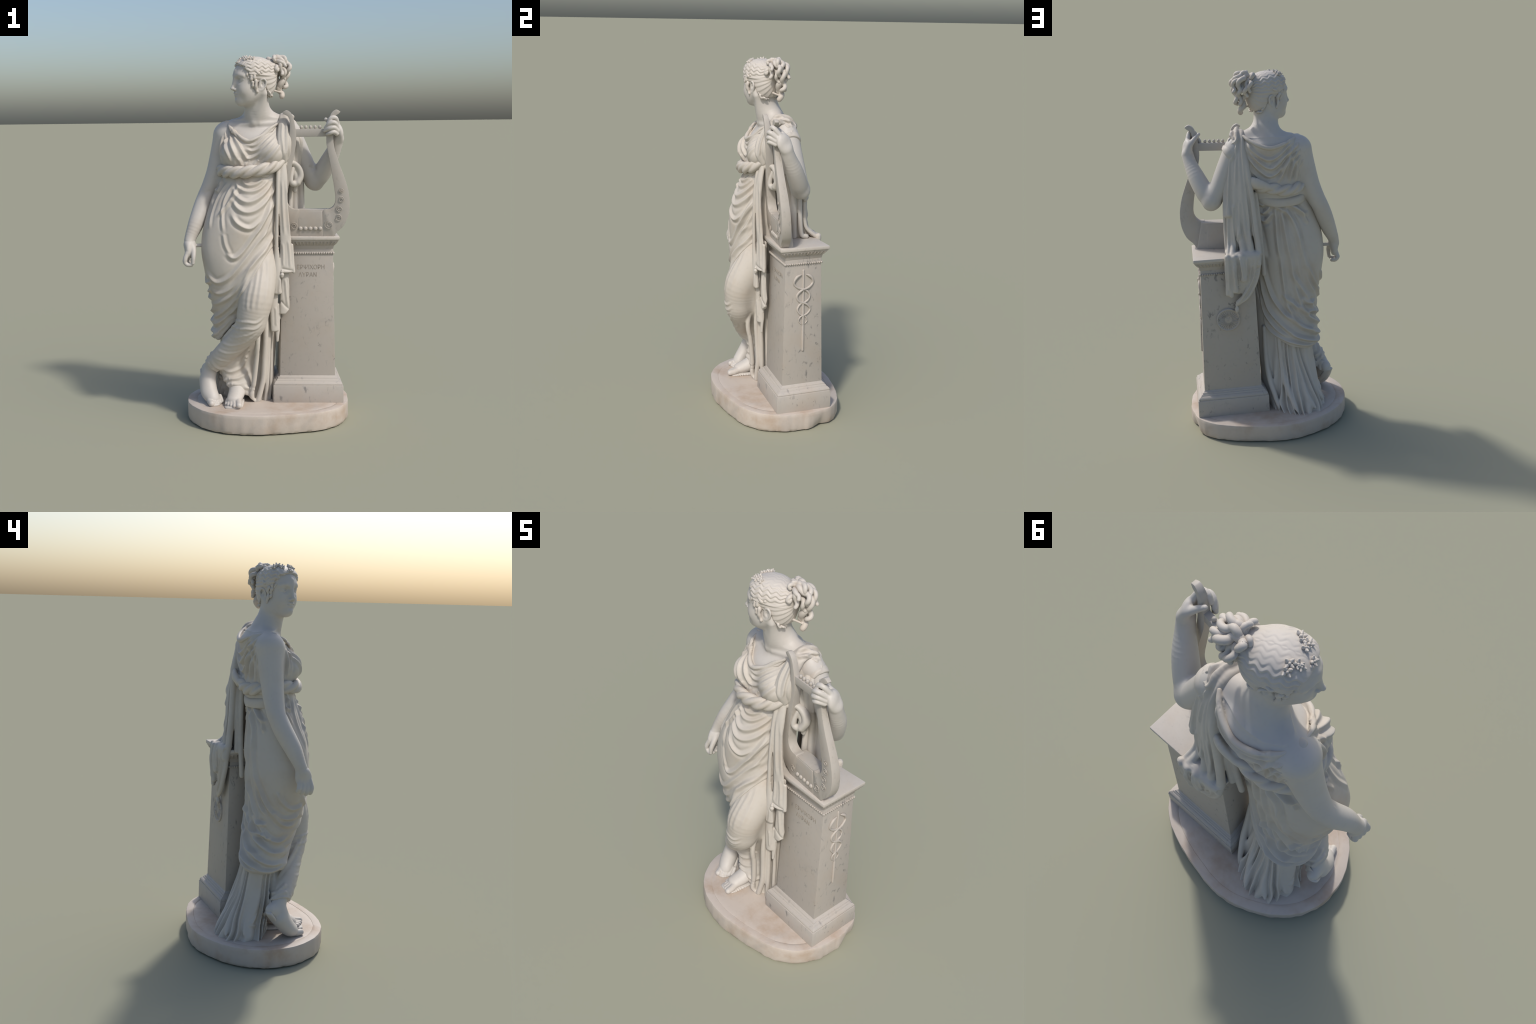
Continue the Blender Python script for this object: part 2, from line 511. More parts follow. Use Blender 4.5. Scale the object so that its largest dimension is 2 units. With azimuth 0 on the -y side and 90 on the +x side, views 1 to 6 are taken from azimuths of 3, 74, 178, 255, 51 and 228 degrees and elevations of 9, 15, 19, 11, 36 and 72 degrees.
def quad_stack(levels, name, mat, bev=.0025, parent=PED):
    V, F = [], []
    for z, q in levels:
        V += [(x, y, z) for x, y in q]
    m = len(levels)
    for j in range(m - 1):
        for i in range(4):
            a = j * 4 + i; b = j * 4 + (i + 1) % 4
            F.append((a, b, b + 4, a + 4))
    F.append((3, 2, 1, 0)); F.append(tuple(range((m - 1) * 4, m * 4)))
    ob = new_mesh(name, V, F, mat, parent=parent)
    chamfer(ob, bev, 2)
    return ob
lerp = lambda a, b, t: a + (b - a) * t
quad_stack([(.100, Q_PLINTH), (.203, lerp(Q_PLINTH, Q_SHAFT0, .03))], 'plinth', STONE, .004)
quad_stack([(z, lerp(Q_PLINTH, Q_SHAFT0, t)) for z, t in ((.2, .16), (.208, .12), (.216, .2), (.224, .42), (.2245, .5), (.229, .52), (.233, .62), (.2335, .7), (.239, .7), (.243, .9), (.25, .99))],
           'base_moulding', STONE, .0012)
quad_stack([(.24, Q_SHAFT0), (.93, Q_SHAFT1), (.985, lerp(Q_SHAFT0, Q_SHAFT1, 1.02))], 'shaft', STONE, .003)
quad_stack([(z, lerp(Q_SHAFT1, Q_CAP, t)) for z, t in ((.962, .02), (.975, .10), (.984, .18), (.9845, .28), (.998, .55), (1.004, .66), (1.0045, .78), (1.014, .82))], 'cornice', STONE, .0012)
quad_stack([(1.012, lerp(Q_SHAFT1, Q_CAP, .93)), (1.018, Q_CAP), (1.034, Q_CAP)], 'cap_slab', CAP, .004)

def face_rows(q0, q1, z0, z1):
    """(side, t, z) -> point on the pedestal's side face."""
    def at(i, t, z, out=0.):
        w = (z - z0) / (z1 - z0)
        a = lerp(q0[i], q1[i], w); b = lerp(q0[(i + 1) % 4], q1[(i + 1) % 4], w)
        e = (b - a) / np.linalg.norm(b - a)
        p = a + (b - a) * t + np.array([e[1], -e[0]]) * out
        return A(p[0], p[1], z)
    return at
face = face_rows(Q_SHAFT0, Q_SHAFT1, .247, .933)

def bead_rows():
    parts = []
    for i in range(4):
        L = np.linalg.norm(Q_SHAFT1[(i + 1) % 4] - Q_SHAFT1[i]); n = int(L / .0125)
        parts.append(tube_mesh([face(i, 0, .9385, -.001), face(i, 1, .9385, -.001)], .0042, 2, 8))
        for j in range(n + 1):
            parts.append(sphere_mesh(face(i, j / n, .938, .0035), (.0052, .0052, .0068), 8, 6))
    ob = new_mesh('bead_moulding', *join_parts(parts), STONE, parent=PED); ob['kind'] = 'stuff'
    parts = []
    for i in range(4):           # tongues under the cap
        q0, q1 = lerp(Q_SHAFT1, Q_CAP, .30), lerp(Q_SHAFT1, Q_CAP, .62)
        f2 = face_rows(q0, q1, .986, 1.000)
        L = np.linalg.norm(q0[(i + 1) % 4] - q0[i]); n = int(L / .0175)
        for j in range(n):
            c = (j + .5) / n
            parts.append(tube_mesh([f2(i, c, .985, -.003), f2(i, c, .994, -.003), f2(i, c, 1.002, -.003)], [.004, .0055, .0055], 2, 8))
    ob = new_mesh('tongue_moulding', *join_parts(parts), STONE, parent=PED); ob['kind'] = 'stuff'
bead_rows()

def caduceus():
    z0, z1 = .447, .899
    ob = new_mesh('relief_staff', *tube_mesh([face(1, .495, z0, .001), face(1, .495, .65, .001), face(1, .495, z1, .001)], [.0078, .0070, .0060], 3, 10), STONE, parent=PED)
    R = [(.575, .877), (.66, .868), (.735, .852), (.755, .826), (.63, .803), (.42, .786), (.325, .757), (.392, .727), (.565, .712), (.685, .682),
         (.60, .654), (.42, .640), (.385, .616), (.44, .598)]
    Lf = [(.43, .877), (.33, .868), (.255, .850), (.25, .826), (.37, .803), (.58, .786), (.675, .757), (.60, .727), (.425, .712), (.345, .682),
          (.42, .654), (.56, .640), (.61, .616), (.55, .598)]
    rad = [.0036, .0078, .0072, .0062, .0068, .0068, .0064, .0062, .0060, .0056, .0052, .0045, .0036, .0028]
    for pts, up in ((R, 1), (Lf, 0)):
        o = []
        for j, (t, z) in enumerate(pts):
            cross = j in (4, 5, 8, 11)
            o.append(face(1, t, z, .0045 if (cross and up) or j < 3 else .0012))
        new_mesh('relief_snake', *tube_mesh(o, rad, 5, 10), STONE, parent=PED)
caduceus()

def medallion():
    c = face(2, .475, .667)
    q = Q_SHAFT0[3] - Q_SHAFT0[2]; e = A(*(q / np.linalg.norm(q)), 0); nrm = A(e[1], -e[0], 0)
    up = A(0, 0, 1)
    seg = 132; r0 = .066
    prof = [(.067, -.003), (.067, .005), (.0645, .0092), (.0595, .0095), (.0560, .0050), (.0535, .0012), (.048, .0014), (.040, .0020), (.026, .0042), (.020, .0040), (.014, .0058), (.006, .0070)]
    V, F = [], []
    for j, (r, h) in enumerate(prof):
        for k in range(seg):
            a = 2 * math.pi * k / seg
            petal = (.5 + .5 * math.cos(a * 28)) if .022 < r < .054 else 0
            V.append(c + e * r * math.cos(a) + up * r * math.sin(a) * 1.0 + nrm * (h + .0060 * petal))
    for j in range(len(prof) - 1):
        for k in range(seg):
            F.append((j * seg + k, j * seg + (k + 1) % seg, (j + 1) * seg + (k + 1) % seg, (j + 1) * seg + k))
    F.append(tuple(range((len(prof) - 1) * seg, len(prof) * seg)))
    new_mesh('relief_medallion', V, F, STONE, parent=PED)
medallion()

def lettering(body, side, t0, t1, z, mat=INK, size=.03):
    cu = bpy.data.curves.new('letters', 'FONT'); cu.body = body; cu.size = size; cu.extrude = .0007; cu.align_x = 'CENTER'; cu.resolution_u = 3
    ob = bpy.data.objects.new('letters', cu); bpy.context.scene.collection.objects.link(ob)
    dg = bpy.context.evaluated_depsgraph_get(); me = bpy.data.meshes.new_from_object(ob.evaluated_get(dg))
    bpy.data.objects.remove(ob)
    V = np.empty(len(me.vertices) * 3); me.vertices.foreach_get('co', V); V = V.reshape(-1, 3)
    if not len(V): return
    w = V[:, 0].max() - V[:, 0].min()
    a, b = face(side, t0, z), face(side, t1, z); e = b - a; L = np.linalg.norm(e); e = e / L
    k = L / w
    nrm = A(e[1], -e[0], 0)
    P = (a + b) / 2 + V[:, :1] * k * e + V[:, 1:2] * A(0, 0, 1) + V[:, 2:3] * nrm
    me.vertices.foreach_set('co', P.ravel()); me.update()
    me.materials.clear(); me.materials.append(mat)
    o = bpy.data.objects.new('inscription', me); bpy.context.scene.collection.objects.link(o); o.parent = PED

# ----------------------------------------------------------------------- lyre
LY = bpy.data.objects.new('lyre', None)
bpy.context.scene.collection.objects.link(LY); LY.parent = ROOT
def ly(x, z, d=0.):
    """Point on the lyre's leaning mid plane; d is the offset towards the front."""
    return A(x, -.098 - .06 * (x - .14) - .095 * (z - 1.62) - d, z)

def plate(outer, inner, thick, name, caps=True, bev=.003, back=0.):
    """Curved arm: outer and inner edge lines joined by ladder faces, with thickness."""
    o = spline(outer, 6); i = spline(inner, 6); n = len(o)
    th = spline(thick, 1)[:, 0]; th = np.interp(np.linspace(0, 1, n), np.linspace(0, 1, len(th)), th)
    V, F = [], []
    for k in range(n):
        h = th[k] / 2
        for (x, z), s in ((o[k], 1), (i[k], 1), (i[k], -1), (o[k], -1)):
            V.append(ly(x, z, s * h - back))
    for k in range(n - 1):
        for j in range(4):
            a, b = k * 4 + j, k * 4 + (j + 1) % 4
            F.append((a, b, b + 4, a + 4))
    F.append((3, 2, 1, 0)); F.append(tuple(range(4 * n - 4, 4 * n)))
    bm = bmesh.new()
    vs = [bm.verts.new(v) for v in V]
    for f in F: bm.faces.new([vs[q] for q in f])
    bmesh.ops.recalc_face_normals(bm, faces=bm.faces)
    long_e = [e for e in bm.edges if len(e.link_faces) == 2 and e.calc_face_angle(0) > .8]
    bmesh.ops.bevel(bm, geom=long_e, offset=bev, segments=2, affect='EDGES', profile=.5, clamp_overlap=True)
    me = bpy.data.meshes.new(name); bm.to_mesh(me); bm.free()
    me.materials.append(LYRE); me.polygons.foreach_set('use_smooth', np.ones(len(me.polygons), bool)); me.set_sharp_from_angle(angle=math.radians(40))
    ob = bpy.data.objects.new(name, me); bpy.context.scene.collection.objects.link(ob); ob.parent = LY
    return ob

arm_out = [(.399, 1.697), (.388, 1.686), (.369, 1.674), (.361, 1.648), (.361, 1.581), (.368, 1.514), (.388, 1.446), (.416, 1.371), (.437, 1.309), (.451, 1.233), (.447, 1.157), (.422, 1.094), (.386, 1.058), (.368, 1.035), (.338, 1.032), (.312, 1.031)]
arm_in = [(.392, 1.703), (.376, 1.709), (.354, 1.694), (.340, 1.661), (.329, 1.60), (.327, 1.54), (.336, 1.486), (.349, 1.42), (.362, 1.345), (.373, 1.28), (.377, 1.23), (.366, 1.198), (.342, 1.182), (.312, 1.176), (.310, 1.12), (.308, 1.06)]
# bottom: the arm sweeps into the sound box, so its inner edge runs on to the box's corner
thick = [.020, .024, .027, .029, .031, .033, .037, .041, .045, .048, .050, .050, .049, .048, .047, .047]
plate(arm_out, arm_in, thick, 'lyre_arm')
mir = lambda pts: [(.494 - x, z) for x, z in pts]
plate([(x, z) for x, z in mir(arm_out)], [(x, z) for x, z in mir(arm_in)], thick, 'lyre_arm')
plate([(.14, 1.030), (.20, 1.030), (.30, 1.030), (.366, 1.033)], [(.16, 1.178), (.21, 1.180), (.29, 1.179), (.335, 1.181)], [.070, .072, .072, .068], 'sound_box', back=.014)
plate([(.14, 1.609), (.25, 1.611), (.345, 1.609)], [(.14, 1.569), (.25, 1.569), (.345, 1.570)], [.026, .026, .026], 'cross_bar', bev=.002)
plate([(.177, 1.034), (.24, 1.034), (.311, 1.034)], [(.172, 1.172), (.24, 1.173), (.306, 1.170)], [.0755, .0755, .0755], 'string_panel', bev=.0015, back=.014)
peg = None
for i in range(5):
    x = .194 + i * .0245
    p = ly(x, 1.619)
    v, f = sphere_mesh((0, 0, 0), (.0085, .0085, .0105), 14, 10)
    if peg is None:
        peg = new_mesh('tuning_peg', v, f, LYRE, parent=LY); peg.location = p
    else:
        o = peg.copy(); o.location = p; bpy.context.scene.collection.objects.link(o)
st = None
for i in range(5):
    p = ly(.188 + i * .0268, 1.076, .0245)
    if st is None:
        v, f = sphere_mesh((0, 0, 0), (.0115, .009, .0115), 16, 10)
        st = new_mesh('string_stud', v, f, LYRE, parent=LY); st.location = p
    else:
        o = st.copy(); o.location = p; bpy.context.scene.collection.objects.link(o)
def engraved_scrolls():
    parts = []
    def spiral(cx, cz, r, turns, a0, d):
        P = []
        for k in range(int(turns * 14) + 1):
            t = k / (turns * 14); a = a0 + d * t * turns * 2 * math.pi
            P.append(ly(cx + r * (1 - .75 * t) * math.cos(a), cz + r * (1 - .75 * t) * math.sin(a), .0285))
        return P
    for cx, cz, r, d in ((.343, 1.098, .026, 1), (.392, 1.135, .02, -1), (.398, 1.185, .019, 1), (.406, 1.235, .017, -1), (.409, 1.285, .014, 1), (.153, 1.09, .02, -1)):
        parts.append(tube_mesh(spiral(cx, cz, r, 1.6, 2., d), .0016, 1, 6))
    o = new_mesh('engraved_scrolls', *join_parts(parts), LYRE, parent=LY); o['kind'] = 'stuff'
engraved_scrolls()
lettering('\u0395\u03a1\u03a8\u0399\u03a7\u039f\u03a1\u0397', 0, .30, .83, .850, size=.034)
lettering('\u039b\u03a5\u03a1\u0391\u039d', 0, .335, .68, .808, size=.034)
# ----------------------------------------------------------------- figure frame
HEAD0 = A(-.045, -.072, 1.843)                   # midpoint between the ears
HF, HL, HU = A(-.900, -.436, 0), A(.436, -.900, 0), A(0, 0, 1)
HROT = np.stack([HF, HL, HU])
hd = lambda f, l, u: HEAD0 + f * HF + l * HL + u * HU

def add_torso(fd, k=.02):
    fd.loft([(1.27, [(-.24, -.05), (-.20, -.115), (-.11, -.14), (0, -.12), (.045, -.05), (.035, .01), (-.04, .045), (-.14, .04), (-.21, .0)]),
             (1.32, [(-.255, -.04), (-.21, -.12), (-.10, -.165), (.02, -.14), (.078, -.05), (.062, .035), (-.03, .070), (-.14, .066), (-.23, .015)]),
             (1.385, [(-.238, -.03), (-.20, -.11), (-.10, -.150), (.025, -.135), (.088, -.04), (.072, .045), (-.02, .080), (-.14, .074), (-.218, .025)]),
             (1.45, [(-.240, -.025), (-.21, -.105), (-.10, -.140), (.035, -.125), (.100, -.04), (.085, .052), (-.01, .082), (-.14, .072), (-.222, .035)]),
             (1.52, [(-.247, -.02), (-.215, -.095), (-.09, -.142), (.05, -.124), (.122, -.03), (.108, .050), (0, .094), (-.14, .082), (-.230, .042)]),
             (1.58, [(-.245, -.01), (-.215, -.075), (-.08, -.122), (.06, -.100), (.138, -.02), (.124, .045), (0, .094), (-.14, .082), (-.230, .045)]),
             (1.625, [(-.222, .0), (-.20, -.048), (-.08, -.078), (.06, -.063), (.135, -.005), (.114, .040), (0, .090), (-.14, .078), (-.21, .038)]),
             (1.655, [(-.17, .005), (-.15, -.03), (-.07, -.055), (.04, -.045), (.105, .0), (.09, .038), (0, .062), (-.11, .065), (-.16, .035)])], k)

def add_breasts(fd):
    fd.ell((-.158, -.118, 1.484), (.060, .054, .062), .035)
    fd.ell((.034, -.108, 1.486), (.064, .059, .064), .035)

def add_neck(fd):
    fd.tube([(-.042, -.066, 1.82), (-.043, -.056, 1.76), (-.043, -.045, 1.71), (-.045, -.018, 1.655), (-.048, .005, 1.60)], [.062, .0635, .066, .074, .090], .03)
    fd.tube([(-.045, -.030, 1.70), (-.09, -.006, 1.650), (-.20, -.004, 1.602)], [.036, .040, .042], .04)
    fd.tube([(-.035, -.034, 1.705), (.03, -.012, 1.660), (.12, .010, 1.622)], [.036, .044, .046], .04)
    for a, b in (((-.060, -.088, 1.640), (-.20, -.030, 1.628)), ((-.025, -.086, 1.640), (.10, -.030, 1.640))):
        fd.tube([a, b], [.006, .008], .02)                       # collar bones
    fd.tube([hd(-.02, .062, -.05), (-.022, -.092, 1.71), (-.048, -.082, 1.650)], [.014, .012, .007], .03)
    fd.tube([hd(.02, -.060, -.06), (-.08, -.072, 1.71), (-.06, -.080, 1.650)], [.012, .010, .007], .03)

ARM_R = [(-.216, -.004, 1.572), (-.240, -.005, 1.48), (-.270, -.008, 1.38), (-.304, -.012, 1.30), (-.326, -.020, 1.255), (-.350, -.045, 1.19), (-.379, -.088, 1.105), (-.406, -.115, 1.035), (-.412, -.128, 1.0)]
ARM_R_RAD = [.068, .062, .055, .049, .0465, .047, .0425, .032, .030]
ARM_L = [(.138, .025, 1.585), (.176, .034, 1.50), (.219, .046, 1.405), (.256, .054, 1.335)]
ARM_L_RAD = [.055, .054, .051, .049]
FORE_L = [(.268, .052, 1.322), (.300, .030, 1.363), (.342, -.006, 1.438), (.374, -.043, 1.510), (.387, -.063, 1.553)]
FORE_L_RAD = [.047, .050, .046, .0355, .033]

def add_arms(fd):
    fd.tube(ARM_R, ARM_R_RAD, .03, 5)
    fd.ell((-.205, -.004, 1.596), (.056, .060, .048), .04)
    fd.tube(ARM_L, ARM_L_RAD, .03, 5)
    fd.tube(FORE_L, FORE_L_RAD, .022, 5)
    fd.ell((.276, .068, 1.310), (.030, .026, .030), .03)        # elbow point

def add_right_hand(fd):
    fd.ell((-.413, -.135, .968), (.023, .042, .048), .02)
    for i, (y, l) in enumerate(((-.172, .0), (-.151, -.004), (-.130, .0), (-.110, .010))):
        fd.tube([(-.419, y * .8 - .028, .955), (-.430, y, .925), (-.431, y + .002, .906 + l), (-.418, y + .002, .893 + l), (-.400, y, .892 + l)], [.013, .0125, .0118, .0112, .0095], .006, 5)
    fd.tube([(-.395, -.130, 1.0), (-.386, -.158, .968), (-.385, -.174, .935), (-.388, -.176, .903)], [.018, .0145, .012, .0095], .010, 5)
    fd.tube([(-.40, -.125, .992), (-.335, -.120, .992)], [.0095, .0095], .006)      # marble strut to the hip

def add_left_hand(fd):
    fd.ell((.390, -.082, 1.592), (.022, .040, .048), .022, rot=[[.9, .36, .2], [-.38, .92, 0], [-.2, -.05, .97]])
    F = [((.385, -.100, 1.630), (.374, -.128, 1.664), (.350, -.135, 1.664), (.335, -.132, 1.640)),
         ((.383, -.112, 1.616), (.367, -.145, 1.641), (.343, -.148, 1.637), (.322, -.135, 1.615)),
         ((.381, -.118, 1.600), (.364, -.147, 1.616), (.340, -.150, 1.611), (.318, -.134, 1.600)),
         ((.379, -.120, 1.583), (.364, -.146, 1.593), (.345, -.148, 1.588), (.330, -.136, 1.583))]
    for p, r in zip(F, (.0125, .0125, .0115, .0105)):
        fd.tube(p, [r * 1.1, r, r * .95, r * .8], .005, 5)
    fd.tube([(.388, -.055, 1.570), (.372, -.060, 1.608), (.347, -.082, 1.638), (.323, -.100, 1.660)], [.019, .0155, .0125, .0090], .012, 5)

def add_head(fd):
    E = lambda f, l, u, rf, rl, ru, k=.01, cut=False: fd.ell(hd(f, l, u), (rf, rl, ru), k, HROT, cut)
    T = lambda pts, rad, k=.006, cut=False: fd.tube([hd(*p) for p in pts], rad, k, 5, cut=cut)
    E(.000, 0, .055, .108, .077, .084, .01)                   # skull
    E(.046, 0, .046, .0745, .070, .076, .03)                  # forehead block
    E(.048, 0, -.018, .0690, .058, .074, .03)                 # mid face
    for s in (1, -1):
        E(.064, s * .033, -.030, .042, .030, .042, .03)       # cheeks
        T([(.084, s * .011, -.085), (.042, s * .040, -.068), (-.005, s * .061, -.022)], [.016, .016, .018], .03)   # jaw
    E(.0925, 0, -.078, .025, .0215, .0225, .020)               # chin
    E(.050, 0, -.080, .042, .034, .020, .03)
    T([(.110, 0, .066), (.1165, 0, .036), (.126, 0, .004), (.1335, 0, -.016)], [.012, .0105, .0086, .0090], .016)   # nose
    E(.1345, 0, -.0205, .0100, .0084, .0080, .006)
    for s in (1, -1):
        E(.1215, s * .0115, -.0250, .0100, .0064, .0062, .007)
        E(.118, s * .036, .025, .0130, .0185, .0120, .018, True)     # eye socket
        T([(.113, s * .014, .046), (.1095, s * .034, .0495), (.094, s * .055, .043)], [.0035, .0040, .003], .02)   # brow
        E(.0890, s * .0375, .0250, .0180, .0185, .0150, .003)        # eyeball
        T([(.1065, s * .0195, .0250), (.1085, s * .036, .0350), (.093, s * .0555, .0250)], [.0024, .0034, .0026], .0025)   # upper lid
        T([(.1065, s * .0195, .0230), (.1060, s * .038, .0150), (.092, s * .0545, .0225)], [.0020, .0025, .0020], .0025)   # lower lid
        E(.124, s * .0065, -.0315, .004, .0030, .0025, .002, True)
    E(.1010, 0, -.0485, .0175, .026, .018, .016)              # muzzle
    T([(.107, .0255, -.0475), (.1195, .009, -.0430), (.1195, 0, -.0440), (.1195, -.009, -.0430), (.107, -.0255, -.0475)], [.0026, .0050, .0046, .0050, .0026], .003)
    T([(.107, .0225, -.0515), (.1165, 0, -.0560), (.107, -.0225, -.0515)], [.0030, .0066, .0030], .003)
    T([(.108, .0255, -.0490), (.1200, .012, -.0492), (.1235, 0, -.0496), (.1200, -.012, -.0492), (.108, -.0255, -.0490)], [.0014, .0019, .0022, .0019, .0014], .002, True)
    T([(.1285, 0, -.031), (.1260, 0, -.038)], [.0020, .0026], .004, True)
    E(.1235, 0, -.0655, .0050, .012, .0040, .012, True)       # hollow above the chin
    for s in (1, -1):                                          # ears
        T([(.014, s * .073, -.012), (.008, s * .079, .018), (-.008, s * .085, .027), (-.021, s * .087, .013), (-.017, s * .083, -.012), (-.002, s * .076, -.029), (.008, s * .072, -.030)],
          [.0045, .0048, .0052, .0052, .0052, .0062, .0060], .004)
        E(-.004, s * .073, -.002, .016, .010, .022, .006)
        E(-.001, s * .086, .000, .0075, .010, .012, .005, True)

def build_skin():
    fd = Field((-.470, -.250, .860), (.440, .170, 2.000), .0023)
    add_torso(fd); add_neck(fd); add_arms(fd); add_right_hand(fd); add_left_hand(fd); add_head(fd)
    V, F = fd.mesh(2)
    fo = Folds(V, F)
    fo.line([(.235, -.004, 1.41), (.262, .008, 1.395), (.29, .006, 1.39)], -.006, .008, .0)          # inner elbow crease
    fo.line([(-.30, -.05, 1.285), (-.325, -.055, 1.272), (-.35, -.045, 1.275)], -.003, .010, 0)
    fo.line([(-.385, -.115, 1.015), (-.41, -.145, 1.012), (-.435, -.12, 1.015)], -.0018, .006, 0)
    V, F = fo.done()
    N = normals(V, F)
    c = V[F].mean(1)
    x, y, z = c.T
    head = z > 1.735 + .55 * ((c - HEAD0) @ HF) * -1 * .35
    region = np.where(head, 0, np.where((z > 1.66) & (np.abs(x + .045) < .12), 1, 2))
    region[(x < -.235) & (z < 1.60) & (region == 2)] = 3
    region[(x < -.30) & (z < 1.37)] = 3
    region[(x < -.36) & (z < 1.022)] = 4
    region[(x > .155) & (region == 2)] = 5
    region[(x > .29) & (z > 1.548)] = 6
    for r, nm in enumerate(('head', 'neck', 'torso', 'arm', 'hand', 'arm', 'hand')):
        f = F[region == r]
        if not len(f): continue
        u, inv = np.unique(f, return_inverse=True)
        ob = new_mesh(nm, V[u], inv.reshape(f.shape).astype(np.int32), SKIN, parent=ROOT)
        ob.data.normals_split_custom_set_from_vertices(N[u])
build_skin()

def build_feet():
    # left foot: heel raised, resting on its toes
    fd = Field((-.40, -.25, .095), (-.10, .06, .36), .0026)
    fd.tube([(-.300, -.072, .325), (-.318, -.055, .285), (-.330, -.065, .235), (-.322, -.095, .185), (-.305, -.125, .150)], [.038, .041, .043, .040, .034], .02)
    fd.ell((-.346, -.010, .270), (.028, .030, .034), .03)           # heel
    fd.tube([(-.345, -.05, .22), (-.325, -.105, .160), (-.295, -.140, .132)], [.03, .034, .028], .02, wide=(.9, .45, 0), ratio=1.25)
    toes = [((-.318, -.130, .150), (-.312, -.158, .128), (-.303, -.180, .124), .0155), ((-.300, -.125, .148), (-.290, -.152, .128), (-.282, -.168, .120), .0105),
            ((-.285, -.118, .146), (-.275, -.142, .127), (-.268, -.155, .119), .0098), ((-.272, -.108, .143), (-.262, -.130, .126), (-.257, -.141, .119), .009),
            ((-.262, -.098, .140), (-.252, -.116, .124), (-.248, -.126, .118), .008)]
    for a, b, c, r in toes:
        c = tuple(np.array(c) + (np.array(c) - np.array(b)) * .25)
        fd.tube([a, b, c], [r * 1.2, r * 1.15, r * 1.08], .004)
    V, F = fd.mesh(2)
    new_mesh('foot', V, F, SKIN, parent=ROOT)
    fd = Field((-.40, -.25, .095), (-.10, .06, .33), .0026)         # its sandal sole
    fd.tube([(-.362, .006, .262), (-.352, -.010, .238), (-.330, -.050, .185), (-.300, -.105, .128), (-.285, -.150, .112), (-.280, -.178, .112)],
            [.011, .011, .011, .011, .0095, .009], .004, wide=[(.9, .44, 0)] * 6, ratio=[2.2, 2.7, 2.6, 3.4, 3.9, 3.0])
    V, F = fd.mesh(2)
    new_mesh('sandal_sole', V, F, SKIN, parent=ROOT)
    # right foot: flat under the hem
    fd = Field((-.27, -.28, .095), (-.08, .02, .26), .0026)
    fd.tube([(-.165, -.03, .21), (-.167, -.10, .165), (-.178, -.165, .138)], [.05, .042, .030], .02, wide=(1, 0, 0), ratio=[1., 1.1, 1.35])
    toes = [((-.158, -.165, .140), (-.150, -.198, .130), (-.147, -.226, .127), .0165), ((-.178, -.168, .138), (-.174, -.200, .128), (-.172, -.224, .124), .0105),
            ((-.192, -.165, .137), (-.191, -.194, .127), (-.190, -.214, .123), .0098), ((-.205, -.158, .136), (-.206, -.184, .126), (-.206, -.201, .122), .009),
            ((-.216, -.148, .134), (-.219, -.170, .124), (-.220, -.184, .121), .0082)]
    for a, b, c, r in toes:
        fd.tube([a, b, c], [r * 1.15, r * 1.1, r * 1.02], .004)
    fd.ell((-.164, -.150, .168), (.009, .009, .004), .002)
    V, F = fd.mesh(2)
    new_mesh('foot', V, F, SKIN, parent=ROOT)
    fd = Field((-.27, -.28, .090), (-.08, .02, .16), .0026)
    fd.tube([(-.165, -.03, .112), (-.170, -.12, .111), (-.178, -.19, .110), (-.182, -.218, .110)], [.0125, .0125, .0115, .011], .004, wide=(1, 0, 0), ratio=[3.2, 3.6, 4.4, 3.8])
    V, F = fd.mesh(2)
    new_mesh('sandal_sole', V, F, SKIN, parent=ROOT)
build_feet()
# ------------------------------------------------------------------- drapery
def neck_z(x, y):
    """Height of the bodice neckline over (x, y): a low cowl in front, a shallow one behind."""
    f = np.interp(x, [-.26, -.215, -.19, -.15, -.115, -.083, -.04, 0, .04, .073, .12], [1.70, 1.672, 1.632, 1.592, 1.562, 1.551, 1.566, 1.592, 1.622, 1.652, 1.72])
    b = np.interp(x, [-.26, -.215, -.19, -.15, -.10, -.06, -.02, .02, .06, .10], [1.70, 1.675, 1.650, 1.632, 1.617, 1.610, 1.616, 1.634, 1.662, 1.70])
    w = smoothstep(y, -.04, .04)
    return f * (1 - w) + b * w

def mesh_part(fd, name, mat, folds=(), smooth=2, parent=ROOT, post=None):
    V, F = fd.mesh(smooth)
    if len(folds):
        fo = Folds(V, F)
        for pts, kw in folds:
            fo.line(pts, **kw)
        V, F = fo.done()
        V = relax(V, F, 1)
    if post is not None:
        V = post(V, normals(V, F))
    return new_mesh(name, V, F, mat, parent=parent)

